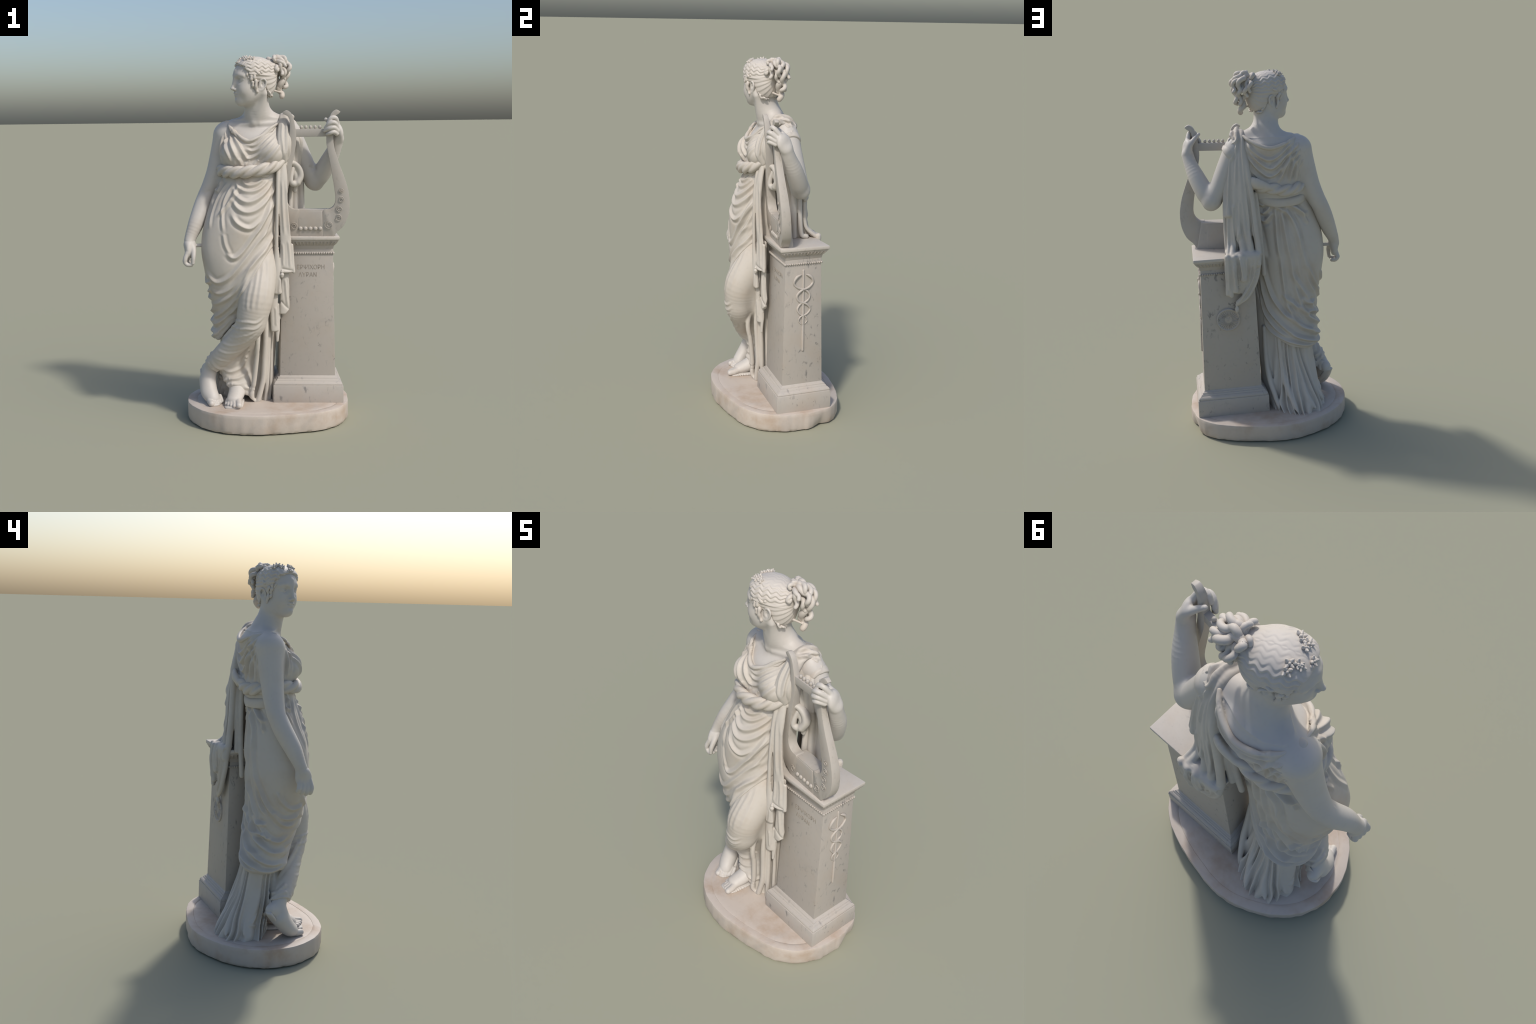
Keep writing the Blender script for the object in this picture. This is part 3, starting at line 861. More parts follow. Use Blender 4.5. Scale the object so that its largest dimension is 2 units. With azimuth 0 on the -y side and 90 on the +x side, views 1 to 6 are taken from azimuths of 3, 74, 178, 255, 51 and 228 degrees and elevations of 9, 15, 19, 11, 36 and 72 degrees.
def build_bodice():
    fd = Field((-.30, -.24, 1.345), (.23, .18, 1.72), .0028)
    fd.grow = .009
    add_torso(fd); add_breasts(fd)
    fd.grow = 0
    fd.tube([(-.205, .0, 1.604), (-.10, .03, 1.606)], [.046, .046], .04)
    fd.tube([(.09, .012, 1.602), (.125, .020, 1.592), (.152, .028, 1.570)], [.054, .056, .057], .02)     # short sleeve
    fd.trim(lambda X, Y, Z: (Z - neck_z(X, Y)) * .75)
    fd.tube([(-.204, -.030, 1.646), (-.185, -.085, 1.622), (-.150, -.120, 1.590), (-.115, -.146, 1.562), (-.083, -.152, 1.551), (-.045, -.146, 1.563), (0, -.126, 1.588), (.040, -.102, 1.618), (.075, -.075, 1.648)], [.006, .008, .010, .011, .012, .011, .010, .009, .007], .006, 6)
    fd.tube([(-.204, -.010, 1.648), (-.185, .045, 1.645), (-.140, .088, 1.630), (-.085, .108, 1.614), (-.040, .112, 1.613), (.01, .100, 1.630), (.055, .075, 1.652), (.08, .05, 1.668)], [.006, .008, .010, .011, .011, .011, .010, .008], .006, 6)
    fd.trim(lambda X, Y, Z: (-.243 - X) + (Z - 1.55) * .30 * (Z > 1.55))
    fd.trim(lambda X, Y, Z: (X - .185) * .8 - (Z - 1.58) * .6)
    fd.trim(lambda X, Y, Z: 1.36 - Z)
    return mesh_part(fd, 'bodice', CLOTH, BODICE_FOLDS)

def hem_z(x, y):
    f = np.interp(x, [-.34, -.30, -.25, -.20, -.155, -.125, -.07, .03, .10], [.45, .458, .485, .53, .60, .74, .82, .97, 1.06])
    b = np.interp(x, [-.34, -.30, -.25, -.15, -.06, 0, .06, .10], [.455, .446, .442, .456, .495, .545, .64, .72])
    w = smoothstep(y, -.10, .05)
    return f * (1 - w) + b * w

def build_overskirt():
    fd = Field((-.39, -.30, .40), (.13, .15, 1.40), .0030)
    fd.loft([(.40, [(-.292, -.01), (-.268, -.06), (-.2, -.08), (-.13, -.05), (-.1, 0), (-.09, .055), (-.14, .098), (-.22, .096), (-.276, .045)]),
             (.46, [(-.302, -.02), (-.275, -.080), (-.2, -.10), (-.125, -.07), (-.07, -.01), (-.06, .050), (-.13, .100), (-.225, .097), (-.286, .040)]),
             (.53, [(-.306, -.03), (-.275, -.100), (-.2, -.125), (-.11, -.10), (-.04, -.03), (-.03, .046), (-.12, .097), (-.225, .092), (-.288, .035)]),
             (.60, [(-.300, -.05), (-.268, -.12), (-.18, -.150), (-.08, -.13), (0, -.06), (.01, .024), (-.1, .085), (-.215, .080), (-.278, .025)]),
             (.72, [(-.312, -.080), (-.283, -.158), (-.20, -.196), (-.12, -.198), (-.05, -.195), (.03, -.09), (.025, .01), (-.09, .072), (-.22, .066), (-.288, .01)]),
             (.85, [(-.335, -.095), (-.305, -.176), (-.23, -.213), (-.15, -.222), (-.07, -.212), (0, -.170), (.045, -.09), (.04, 0), (-.03, .048), (-.13, .072), (-.23, .062), (-.305, 0)]),
             (.98, [(-.350, -.100), (-.322, -.180), (-.25, -.214), (-.15, -.225), (-.06, -.200), (.015, -.145), (.06, -.08), (.055, 0), (-.02, .052), (-.13, .078), (-.235, .064), (-.32, -.005)]),
             (1.10, [(-.335, -.090), (-.305, -.170), (-.22, -.213), (-.13, -.230), (-.04, -.205), (.03, -.150), (.068, -.08), (.06, 0), (-.02, .052), (-.12, .076), (-.22, .060), (-.303, -.005)]),
             (1.22, [(-.302, -.065), (-.26, -.145), (-.19, -.190), (-.11, -.213), (-.03, -.195), (.03, -.150), (.072, -.08), (.06, .01), (-.02, .052), (-.11, .066), (-.20, .050), (-.27, 0)]),
             (1.345, [(-.252, -.04), (-.21, -.118), (-.14, -.158), (-.06, -.168), (.02, -.143), (.078, -.06), (.065, .03), (-.02, .066), (-.1, .068), (-.17, .053), (-.23, .008)]),
             (1.40, [(-.235, -.035), (-.20, -.11), (-.10, -.15), (.02, -.13), (.08, -.05), (.065, .04), (-.03, .075), (-.14, .07), (-.215, .025)])], 0)
    fd.tube([(-.045, -.08, 1.0), (-.045, -.115, .88), (-.055, -.155, .76)], [.09, .098, .098], .05)
    fd.trim(lambda X, Y, Z: (hem_z(X, Y) - Z) * .6, .006)
    return mesh_part(fd, 'overskirt', CLOTH, OVERSKIRT_FOLDS)

LEG_L = [(-.02, -.07, 1.0), (-.030, -.122, .86), (-.048, -.182, .73), (-.068, -.192, .63), (-.086, -.186, .565), (-.150, -.155, .480), (-.235, -.116, .385), (-.300, -.072, .315), (-.332, -.042, .275)]
LEG_L_RAD = [.080, .092, .094, .086, .080, .068, .058, .050, .046]

def flutes(th, z):
    """Pleats of the trailing hem: deep, uneven flutes at the back that sharpen towards the ground."""
    a = np.interp(z, [.09, .13, .20, .32, .46, .56], [.030, .028, .023, .017, .011, 0.])
    th = np.where(th < -1.5, th + 2 * np.pi, th)
    lo, hi = .45, 3.75
    w = smoothstep(th, lo, lo + .35) * smoothstep(th, hi + .08, hi - .1)
    t = (th - lo) + .10 * np.sin(th * 3.1 + 1) + .06 * np.sin(th * 7 + z * 9)
    t = t + .06 * np.sin(z * 34 + th * 2.2) * np.interp(z, [.10, .22], [1., 0])
    f = np.abs(((t * 4.7 + .25 * np.sin(t * 2.3)) % 1) * 2 - 1)
    f = f * f * (3 - 2 * f)
    g = .35 * np.sin(t * 41 + 2)
    return a * w * (f - .55 + g * .5)

def build_underskirt():
    fd = Field((-.40, -.30, .095), (.07, .30, 1.02), .0030)
    fd.loft([(.095, [(-.318, .05), (-.2, -.02), (-.12, -.095), (-.07, -.090), (-.03, -.06), (.02, -.03), (-.02, .13), (-.08, .195), (-.17, .238), (-.27, .208), (-.312, .13)]),
             (.17, [(-.29, .04), (-.22, -.09), (-.15, -.112), (-.095, -.100), (-.055, -.05), (.034, -.02), (.01, .08), (-.06, .150), (-.155, .195), (-.248, .180), (-.292, .105)]),
             (.30, [(-.275, .02), (-.24, -.092), (-.18, -.095), (-.125, -.068), (-.08, -.050), (-.03, -.045), (.03, -.02), (.03, .04), (-.06, .105), (-.175, .125), (-.26, .085)]),
             (.45, [(-.26, 0), (-.2, -.09), (-.1, -.10), (-.02, -.06), (.035, -.03), (.04, .02), (-.07, .07), (-.17, .072), (-.24, .055)]),
             (.60, [(-.28, -.03), (-.2, -.11), (-.1, -.17), (-.02, -.15), (.03, -.07), (.045, .0), (-.08, .055), (-.18, .06), (-.255, .035)]),
             (.80, [(-.30, -.03), (-.2, -.13), (-.08, -.2), (.0, -.19), (.045, -.08), (.045, 0), (-.09, .055), (-.2, .055), (-.275, .02)])], 0, mod=flutes)
    fd.tube(LEG_L, LEG_L_RAD, .03, 5)
    # a few rope-like pleats run on top of the fluted back
    for p, r in (([(.010, .032, .56), (.006, .064, .38), (-.010, .105, .27), (-.042, .157, .165), (-.058, .182, .118)], .016),
                 ([(-.073, .062, .50), (-.085, .094, .34), (-.106, .145, .24), (-.145, .210, .150), (-.160, .235, .120)], .017),
                 ([(-.150, .070, .47), (-.167, .104, .31), (-.190, .140, .215), (-.238, .185, .150), (-.262, .205, .122)], .017),
                 ([(-.215, .062, .46), (-.235, .080, .29), (-.262, .100, .205), (-.298, .115, .145), (-.312, .110, .122)], .014)):
        fd.tube(p, [r * .7, r * .9, r, r * .85, r * .4], .014, 6)
    for p, r in (([(.0, -.075, .70), (-.002, -.105, .52), (-.012, -.095, .36), (-.020, -.088, .24), (-.045, -.088, .13), (-.055, -.086, .108)], .015),
                 ([(.010, -.05, .70), (.013, -.080, .52), (.008, -.075, .36), (0, -.068, .22), (-.010, -.060, .108)], .012),
                 ([(-.040, -.11, .64), (-.045, -.145, .48), (-.055, -.125, .36), (-.072, -.108, .22), (-.085, -.104, .145), (-.078, -.092, .110)], .014),
                 ([(.022, -.02, .68), (.024, -.050, .52), (.022, -.045, .35), (.018, -.04, .2), (.01, -.035, .108)], .011)):
        fd.tube(p, r, .010, 5)
    arch = lambda X: np.interp(X, [-.36, -.32, -.29, -.25, -.215, -.16, -.103, -.075, -.06], [.34, .315, .285, .23, .185, .158, .140, .112, .09])
    fd.trim(lambda X, Y, Z: np.minimum((arch(X) - Z) * .75, (-.015 + .3 * (X + .2) * (X > -.2)) - Y), .005)
    fd.trim(lambda X, Y, Z: np.minimum(.27 - Z, -.012 - Y - 9 * np.maximum(X + .27, 0)), .005)
    fd.trim(lambda X, Y, Z: (Z - hem_z(X, Y) - .06) * .6, .006)
    return mesh_part(fd, 'underskirt', CLOTH, UNDERSKIRT_FOLDS)

def build_belt():
    ring = closed_spline([(-.243, -.035, 1.392), (-.212, -.128, 1.390), (-.150, -.168, 1.388), (-.07, -.178, 1.393), (.02, -.162, 1.408), (.085, -.11, 1.436), (.105, -.03, 1.440),
                          (.085, .058, 1.432), (.02, .090, 1.408), (-.05, .094, 1.392), (-.13, .086, 1.374), (-.20, .052, 1.380)], 10)
    n = len(ring)
    fd = Field((-.30, -.24, 1.28), (.16, .19, 1.50), .0026)
    fd.tube(np.vstack([ring, ring[:1]]), .020, 0, 1)
    t = np.linspace(0, 2 * np.pi, n, endpoint=False)
    c = ring.mean(0)
    out = ring - c; out[:, 2] = 0; out /= np.linalg.norm(out, axis=1)[:, None]
    for ph, r in ((0, .0155), (2.1, .0145), (4.2, .016)):
        a = ph + 5 * t
        p = ring + out * (np.cos(a) * .013)[:, None] + A(0, 0, 1) * (np.sin(a) * .019)[:, None]
        fd.tube(np.vstack([p, p[:1]]), r, .004, 1)
    # flat fold of cloth tucked over the back of the belt
    fd.tube([(.075, .100, 1.440), (.02, .116, 1.425), (-.035, .112, 1.405), (-.08, .104, 1.385)], [.012, .016, .014, .008], .006, 5, wide=(0, 0, 1), ratio=[2.2, 1.9, 1.4, 1.])
    # gathered pouch of cloth just under the belt behind and at the side
    for k, (dz, gr, rr) in enumerate(((-.030, .000, .012), (-.046, .003, .010), (-.062, .002, .009))):
        p = [(.04, .040 + gr, 1.385 + dz), (-.03, .064 + gr, 1.358 + dz), (-.10, .070 + gr, 1.345 + dz), (-.17, .056 + gr, 1.347 + dz), (-.225, .018, 1.355 + dz), (-.245, -.02, 1.36 + dz)]
        fd.tube(p, [.004, rr * .8, rr, rr, rr * .9, .004], .02, 5)
    return mesh_part(fd, 'belt', CLOTH, BELT_FOLDS)

def build_mantle():
    MAN = bpy.data.objects.new('mantle', None); bpy.context.scene.collection.objects.link(MAN); MAN.parent = ROOT
    # over the shoulder and down the back to the pedestal
    fd = Field((-.04, -.20, .74), (.25, .23, 1.72), .0028)
    sh = [([(0.078, -0.118, 1.445), (0.080, -0.138, 1.500), (0.083, -0.112, 1.585), (0.092, -0.045, 1.668), (0.092, 0.028, 1.672), (0.084, 0.070, 1.600), (0.068, 0.103, 1.480), (0.052, 0.116, 1.340), (0.040, 0.126, 1.200), (0.026, 0.142, 1.060), (0.030, 0.155, 0.990)], .017),
          ([(0.098, -0.105, 1.445), (0.101, -0.128, 1.500), (0.105, -0.100, 1.590), (0.110, -0.040, 1.676), (0.112, 0.026, 1.672), (0.106, 0.060, 1.600), (0.100, 0.093, 1.480), (0.096, 0.113, 1.340), (0.090, 0.126, 1.200), (0.070, 0.142, 1.080), (0.066, 0.165, 0.990)], .020),
          ([(0.118, -0.085, 1.460), (0.122, -0.105, 1.520), (0.125, -0.080, 1.600), (0.128, -0.030, 1.668), (0.130, 0.022, 1.660), (0.130, 0.050, 1.600), (0.134, 0.080, 1.480), (0.138, 0.104, 1.340), (0.130, 0.120, 1.200), (0.110, 0.140, 1.080), (0.108, 0.178, 1.020)], .019),
          ([(0.148, 0.020, 1.642), (0.152, 0.043, 1.585), (0.163, 0.074, 1.480), (0.172, 0.096, 1.340), (0.176, 0.114, 1.262)], .019),
          ([(0.165, 0.032, 1.620), (0.174, 0.040, 1.565), (0.184, 0.068, 1.480), (0.192, 0.088, 1.350), (0.196, 0.108, 1.255)], .014)]
    for p, r in sh:
        fd.tube(p, r, .008, 6)
    fd.tube([(.10, .015, 1.63), (.10, .05, 1.58), (.10, .085, 1.45), (.10, .105, 1.30), (.09, .11, 1.15)], [.03, .03, .028, .026, .024], .01, 5, wide=(1, 0, 0), ratio=[1.5, 2., 2., 1.8, 2.0])
    for p, r in (([(.150, .110, 1.30), (.158, .112, 1.20), (.160, .122, 1.10), (.168, .165, 1.050), (.175, .190, 1.03)], .015),
                 ([(.178, .105, 1.30), (.182, .108, 1.20), (.185, .118, 1.10), (.192, .165, 1.050), (.196, .194, 1.03)], .011)):
        fd.tube(p, r, .008, 5)
    # inner fall of cloth from the sleeve past the lyre to the cap
    for p, r in (([(.156, -.030, 1.570), (.168, -.045, 1.53), (.164, -.030, 1.45), (.158, -.010, 1.36)], .016),
                 ([(.172, -.015, 1.575), (.190, -.028, 1.54), (.184, -.015, 1.46), (.176, .0, 1.40)], .013),
                 ([(.138, -.035, 1.565), (.146, -.052, 1.50), (.148, -.040, 1.42), (.146, -.02, 1.34)], .013)):
        fd.tube(p, r, .006, 6)
    for p, r in (([(.165, .010, 1.57), (.184, .010, 1.51), (.186, .030, 1.42), (.190, .045, 1.28), (.186, .050, 1.14), (.180, .055, 1.045)], .015),
                 ([(.150, -.004, 1.57), (.168, -.008, 1.51), (.164, .005, 1.42), (.160, .020, 1.28), (.158, .020, 1.14), (.152, .020, 1.045)], .014),
                 ([(.140, -.01, 1.55), (.138, 0, 1.42), (.132, .005, 1.28), (.130, .0, 1.14), (.124, -.005, 1.045)], .012),
                 ([(.195, .075, 1.30), (.198, .080, 1.16), (.196, .090, 1.06), (.196, .12, 1.045)], .013)):
        fd.tube(p, r, .006, 6)
    fd.tube([(.145, .05, 1.56), (.150, .06, 1.40), (.150, .065, 1.25), (.150, .07, 1.05)], [.02, .025, .028, .030], .012, 5, wide=(0, 1, 0), ratio=[1.5, 1.7, 1.8, 1.9])
    # deep folds that tie the fall of cloth back to her hip
    for p, r in (([(.060, .080, 1.40), (.046, .094, 1.30), (.030, .096, 1.15), (.018, .098, 1.03)], .015),
                 ([(.030, .074, 1.36), (.018, .080, 1.22), (.006, .080, 1.04), (.0, .074, .90)], .013),
                 ([(.075, .070, 1.40), (.070, .080, 1.28), (.062, .085, 1.14), (.060, .09, 1.04)], .014)):
        fd.tube(p, r, .006, 6)
    # laid over the cap and hanging down behind
    fd.tube([(0.100, 0.130, 1.052), (0.100, 0.175, 1.045), (0.100, 0.178, 0.990), (0.110, 0.172, 0.900), (0.135, 0.164, 0.830)], [.011, .012, .010, .009, .008], .008, 6, wide=(1, .1, 0), ratio=[6.4, 7.0, 7.0, 5.6, 3.2])
    for p, r in (([(0.196, 0.190, 1.045), (0.200, 0.188, 0.980), (0.198, 0.184, 0.900), (0.200, 0.182, 0.832)], .015),
                 ([(0.178, 0.190, 1.040), (0.180, 0.194, 0.970), (0.180, 0.190, 0.900), (0.182, 0.188, 0.822)], .012),
                 ([(0.160, 0.190, 1.040), (0.158, 0.197, 0.970), (0.158, 0.192, 0.910), (0.158, 0.190, 0.850)], .015),
                 ([(0.118, 0.180, 1.040), (0.114, 0.188, 0.990), (0.112, 0.186, 0.945), (0.112, 0.187, 0.915)], .019),
                 ([(0.028, 0.150, 1.030), (0.030, 0.152, 0.960), (0.052, 0.160, 0.880), (0.095, 0.164, 0.805), (0.150, 0.164, 0.765)], .012),
                 ([(0.050, 0.160, 1.030), (0.052, 0.164, 0.960), (0.072, 0.168, 0.890), (0.108, 0.170, 0.825), (0.150, 0.166, 0.775)], .011)):
        fd.tube(p, r, .007, 6)
    mesh_part(fd, 'shoulder_mantle', MANTLE, MANTLE_FOLDS, parent=MAN)
    # falling strip beside the lyre, in stacked zig-zag ends
    fd = Field((-.01, -.22, .43), (.20, -.03, 1.45), .0028)
    W = (.95, .30, 0)
    fd.tube([(.095, -.105, 1.44), (.096, -.125, 1.34), (.095, -.128, 1.22), (.105, -.125, 1.08), (.112, -.120, .97), (.115, -.124, .85)], [.012, .013, .012, .010, .010, .010], .006, 6, wide=W, ratio=[1.5, 2.0, 2.1, 2.9, 3.4, 3.8])
    fd.tube([(.070, -.125, 1.42), (.068, -.140, 1.30), (.064, -.145, 1.15), (.060, -.142, 1.0), (.062, -.138, .86), (.066, -.130, .735)], [.010, .010, .009, .009, .011, .012], .006, 6, wide=W, ratio=[1., 1., 1., 1.2, 1.7, 2.0])
    fd.tube([(.104, -.095, 1.0), (.104, -.095, .84), (.103, -.095, .72), (.102, -.090, .615)], [.010, .010, .011, .011], .006, 6, wide=W, ratio=[2.2, 2.3, 2.4, 2.6])
    fd.tube([(.045, -.110, .86), (.045, -.112, .70), (.044, -.110, .60), (.046, -.106, .52)], [.010, .011, .011, .010], .006, 6, wide=W, ratio=[1.6, 1.9, 2.0, 2.1])
    fd.tube([(.062, -.090, .66), (.062, -.090, .55), (.060, -.090, .455)], [.009, .009, .007], .006, 5, wide=W, ratio=[1.8, 1.8, 1.])
    fd.tube([(.142, -.105, .99), (.146, -.104, .90), (.150, -.106, .845)], [.008, .009, .010], .005)
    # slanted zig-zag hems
    zig = lambda x0, z0, x1, z1: (lambda X, Y, Z: (z0 + (z1 - z0) * (X - x0) / (x1 - x0)) - Z)
    main = zig(.080, .845, .155, .83)
    low = zig(.075, .575, .128, .632)
    def cut(X, Y, Z):
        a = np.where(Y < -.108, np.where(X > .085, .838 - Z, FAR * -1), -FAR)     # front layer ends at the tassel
        return np.where((Y < -.112) & (X > .088) & (Z < .86), .836 + (X - .12) * -.05 - Z, -FAR)
    fd.trim(lambda X, Y, Z: np.where((X > .074) & (Y < -.04) & (Z < .70), low(X, Y, Z), -FAR))
    mesh_part(fd, 'hanging_strip', MANTLE, STRIP_FOLDS, parent=MAN)
    # knotted loop of the sash at her side
    fd = Field((.06, -.14, 1.26), (.24, .04, 1.47), .0026)
    fd.tube([(.115, -.085, 1.432), (.150, -.060, 1.425), (.176, -.045, 1.395), (.184, -.042, 1.355), (.170, -.052, 1.322)], [.013, .016, .019, .020, .019], .005, 6, wide=(.5, -.8, .3), ratio=[1.2, 1.4, 1.5, 1.5, 1.4])
    fd.tube([(.170, -.052, 1.322), (.152, -.066, 1.318), (.138, -.076, 1.330), (.140, -.075, 1.36), (.148, -.066, 1.40)], [.018, .017, .014, .012, .010], .005, 6)
    fd.tube([(.150, -.050, 1.40), (.162, -.044, 1.35), (.158, -.03, 1.28)], [.016, .018, .012], .006)
    mesh_part(fd, 'sash_loop', MANTLE, LOOP_FOLDS, parent=MAN)
    for top, bot in (((.089, -.138, .858), (.089, -.139, .826)), ((.157, .165, .768), (.157, .166, .722))):
        L = (top[2] - bot[2])
        c = A(*top)
        p = [c, c + A(0, 0, -.25 * L), c + A(0, 0, -.35 * L), c + A(0, 0, -.75 * L), A(*bot)]
        new_mesh('tassel', *tube_mesh(p, [.005, .0085, .006, .0115, .009], 5, 16), MANTLE, parent=MAN)
    # shoulder button on the other side
    v, f = sphere_mesh((-.204, -.021, 1.651), (.019, .019, .008), 20, 10)
    new_mesh('button', v, f, CLOTH, parent=ROOT)

BODICE_FOLDS = []; OVERSKIRT_FOLDS = []; UNDERSKIRT_FOLDS = []; BELT_FOLDS = []; MANTLE_FOLDS = []; STRIP_FOLDS = []; LOOP_FOLDS = []
BODICE_FOLDS = [
    ([(-0.179, -0.104, 1.616), (-0.154, -0.136, 1.559), (-0.118, -0.170, 1.500), (-0.091, -0.156, 1.461)], dict(amp=0.007, w=0.0085)),
    ([(-0.195, -0.083, 1.626), (-0.180, -0.143, 1.546), (-0.154, -0.181, 1.481), (-0.126, -0.161, 1.433)], dict(amp=0.007, w=0.0085)),
    ([(-0.211, -0.055, 1.626), (-0.210, -0.109, 1.546), (-0.192, -0.173, 1.481), (-0.170, -0.162, 1.433)], dict(amp=0.007, w=0.0085)),
    ([(-0.225, -0.056, 1.611), (-0.233, -0.089, 1.532), (-0.228, -0.104, 1.438)], dict(amp=0.005, w=0.0085)),
    ([(0.067, -0.070, 1.623), (0.011, -0.128, 1.578), (-0.038, -0.151, 1.535), (-0.075, -0.152, 1.526), (-0.109, -0.151, 1.539)], dict(amp=0.007, w=0.0085)),
    ([(0.071, -0.083, 1.607), (0.019, -0.146, 1.555), (-0.028, -0.159, 1.512), (-0.069, -0.155, 1.499), (-0.102, -0.158, 1.519)], dict(amp=0.007, w=0.0085)),
    ([(0.076, -0.094, 1.590), (0.026, -0.163, 1.532), (-0.035, -0.157, 1.479), (-0.088, -0.155, 1.458), (-0.115, -0.170, 1.487)], dict(amp=0.007700000000000001, w=0.0085)),
    ([(0.081, -0.107, 1.567), (0.040, -0.169, 1.519), (-0.008, -0.167, 1.479), (-0.043, -0.152, 1.442)], dict(amp=0.005600000000000001, w=0.0085)),
    ([(0.085, -0.130, 1.537), (0.060, -0.171, 1.499), (0.033, -0.173, 1.466), (-0.002, -0.157, 1.435)], dict(amp=0.005, w=0.0085)),
    ([(-0.076, -0.152, 1.449), (-0.096, -0.154, 1.432), (-0.103, -0.154, 1.419)], dict(amp=0.004, w=0.007)),
    ([(-0.029, -0.155, 1.452), (-0.049, -0.153, 1.432), (-0.056, -0.155, 1.422)], dict(amp=0.004, w=0.008)),
    ([(-0.135, -0.174, 1.460), (-0.126, -0.162, 1.436), (-0.123, -0.156, 1.423)], dict(amp=0.004, w=0.008)),
    ([(-0.161, -0.179, 1.467), (-0.156, -0.170, 1.444), (-0.154, -0.158, 1.423)], dict(amp=0.004, w=0.008)),
    ([(0.070, 0.064, 1.642), (0.016, 0.101, 1.579), (-0.050, 0.106, 1.547), (-0.112, 0.098, 1.573), (-0.183, 0.062, 1.642)], dict(amp=0.0105, w=0.0085)),
    ([(0.068, 0.081, 1.611), (0.004, 0.104, 1.538), (-0.058, 0.101, 1.501), (-0.124, 0.096, 1.545), (-0.190, 0.064, 1.631)], dict(amp=0.0105, w=0.0085)),
    ([(0.067, 0.085, 1.571), (0.003, 0.098, 1.492), (-0.054, 0.093, 1.456), (-0.123, 0.093, 1.503), (-0.196, 0.069, 1.619)], dict(amp=0.0095, w=0.0085)),
    ([(0.066, 0.086, 1.537), (0.034, 0.089, 1.474), (-0.012, 0.090, 1.427), (-0.060, 0.092, 1.418)], dict(amp=0.0075, w=0.0085)),
    ([(-0.175, 0.078, 1.621), (-0.148, 0.090, 1.529), (-0.108, 0.087, 1.447), (-0.087, 0.091, 1.414)], dict(amp=0.0075, w=0.0085)),
    ([(-0.205, 0.056, 1.629), (-0.179, 0.080, 1.525), (-0.152, 0.079, 1.415)], dict(amp=0.0075, w=0.008)),
    ([(-0.216, 0.056, 1.622), (-0.204, 0.069, 1.522), (-0.184, 0.065, 1.410)], dict(amp=0.0075, w=0.008)),
    ([(-0.223, 0.062, 1.589), (-0.222, 0.053, 1.483), (-0.209, 0.048, 1.405)], dict(amp=0.006, w=0.007)),
    ([(0.059, 0.088, 1.516), (0.041, 0.084, 1.459), (0.015, 0.086, 1.423)], dict(amp=0.006, w=0.007)),
    ([(-0.216, 0.006, 1.639), (-0.194, 0.074, 1.605), (-0.112, 0.098, 1.550), (-0.058, 0.100, 1.495)], dict(amp=0.009, w=0.0085)),
    ([(-0.217, 0.010, 1.635), (-0.215, 0.066, 1.588), (-0.147, 0.090, 1.521), (-0.107, 0.088, 1.435)], dict(amp=0.009, w=0.0085)),
    ([(-0.219, 0.014, 1.629), (-0.231, 0.057, 1.580), (-0.180, 0.078, 1.504), (-0.155, 0.078, 1.420)], dict(amp=0.0075, w=0.008)),
    ([(-0.221, 0.018, 1.625), (-0.238, 0.051, 1.565), (-0.211, 0.061, 1.488), (-0.194, 0.059, 1.405)], dict(amp=0.0075, w=0.008)),
    ([(-0.221, -0.075, 1.590), (-0.229, -0.091, 1.540), (-0.239, -0.090, 1.478), (-0.235, -0.088, 1.437)], dict(amp=0.0075, w=0.008)),
    ([(-0.190, -0.101, 1.576), (-0.225, -0.109, 1.521), (-0.231, -0.109, 1.459)], dict(amp=0.006, w=0.008)),
    ([(0.048, -0.008, 1.638), (0.119, -0.002, 1.655), (0.168, 0.026, 1.631)], dict(amp=0.009, w=0.009)),
    ([(0.105, -0.040, 1.635), (0.140, -0.010, 1.639), (0.168, 0.011, 1.630)], dict(amp=0.009, w=0.009)),
    ([(0.144, -0.037, 1.569), (0.161, -0.018, 1.616), (0.166, 0.020, 1.632)], dict(amp=-0.006, w=0.006, trench=0)),
    ([(0.156, -0.015, 1.541), (0.185, -0.008, 1.599), (0.188, 0.029, 1.614)], dict(amp=0.005, w=0.01)),
]
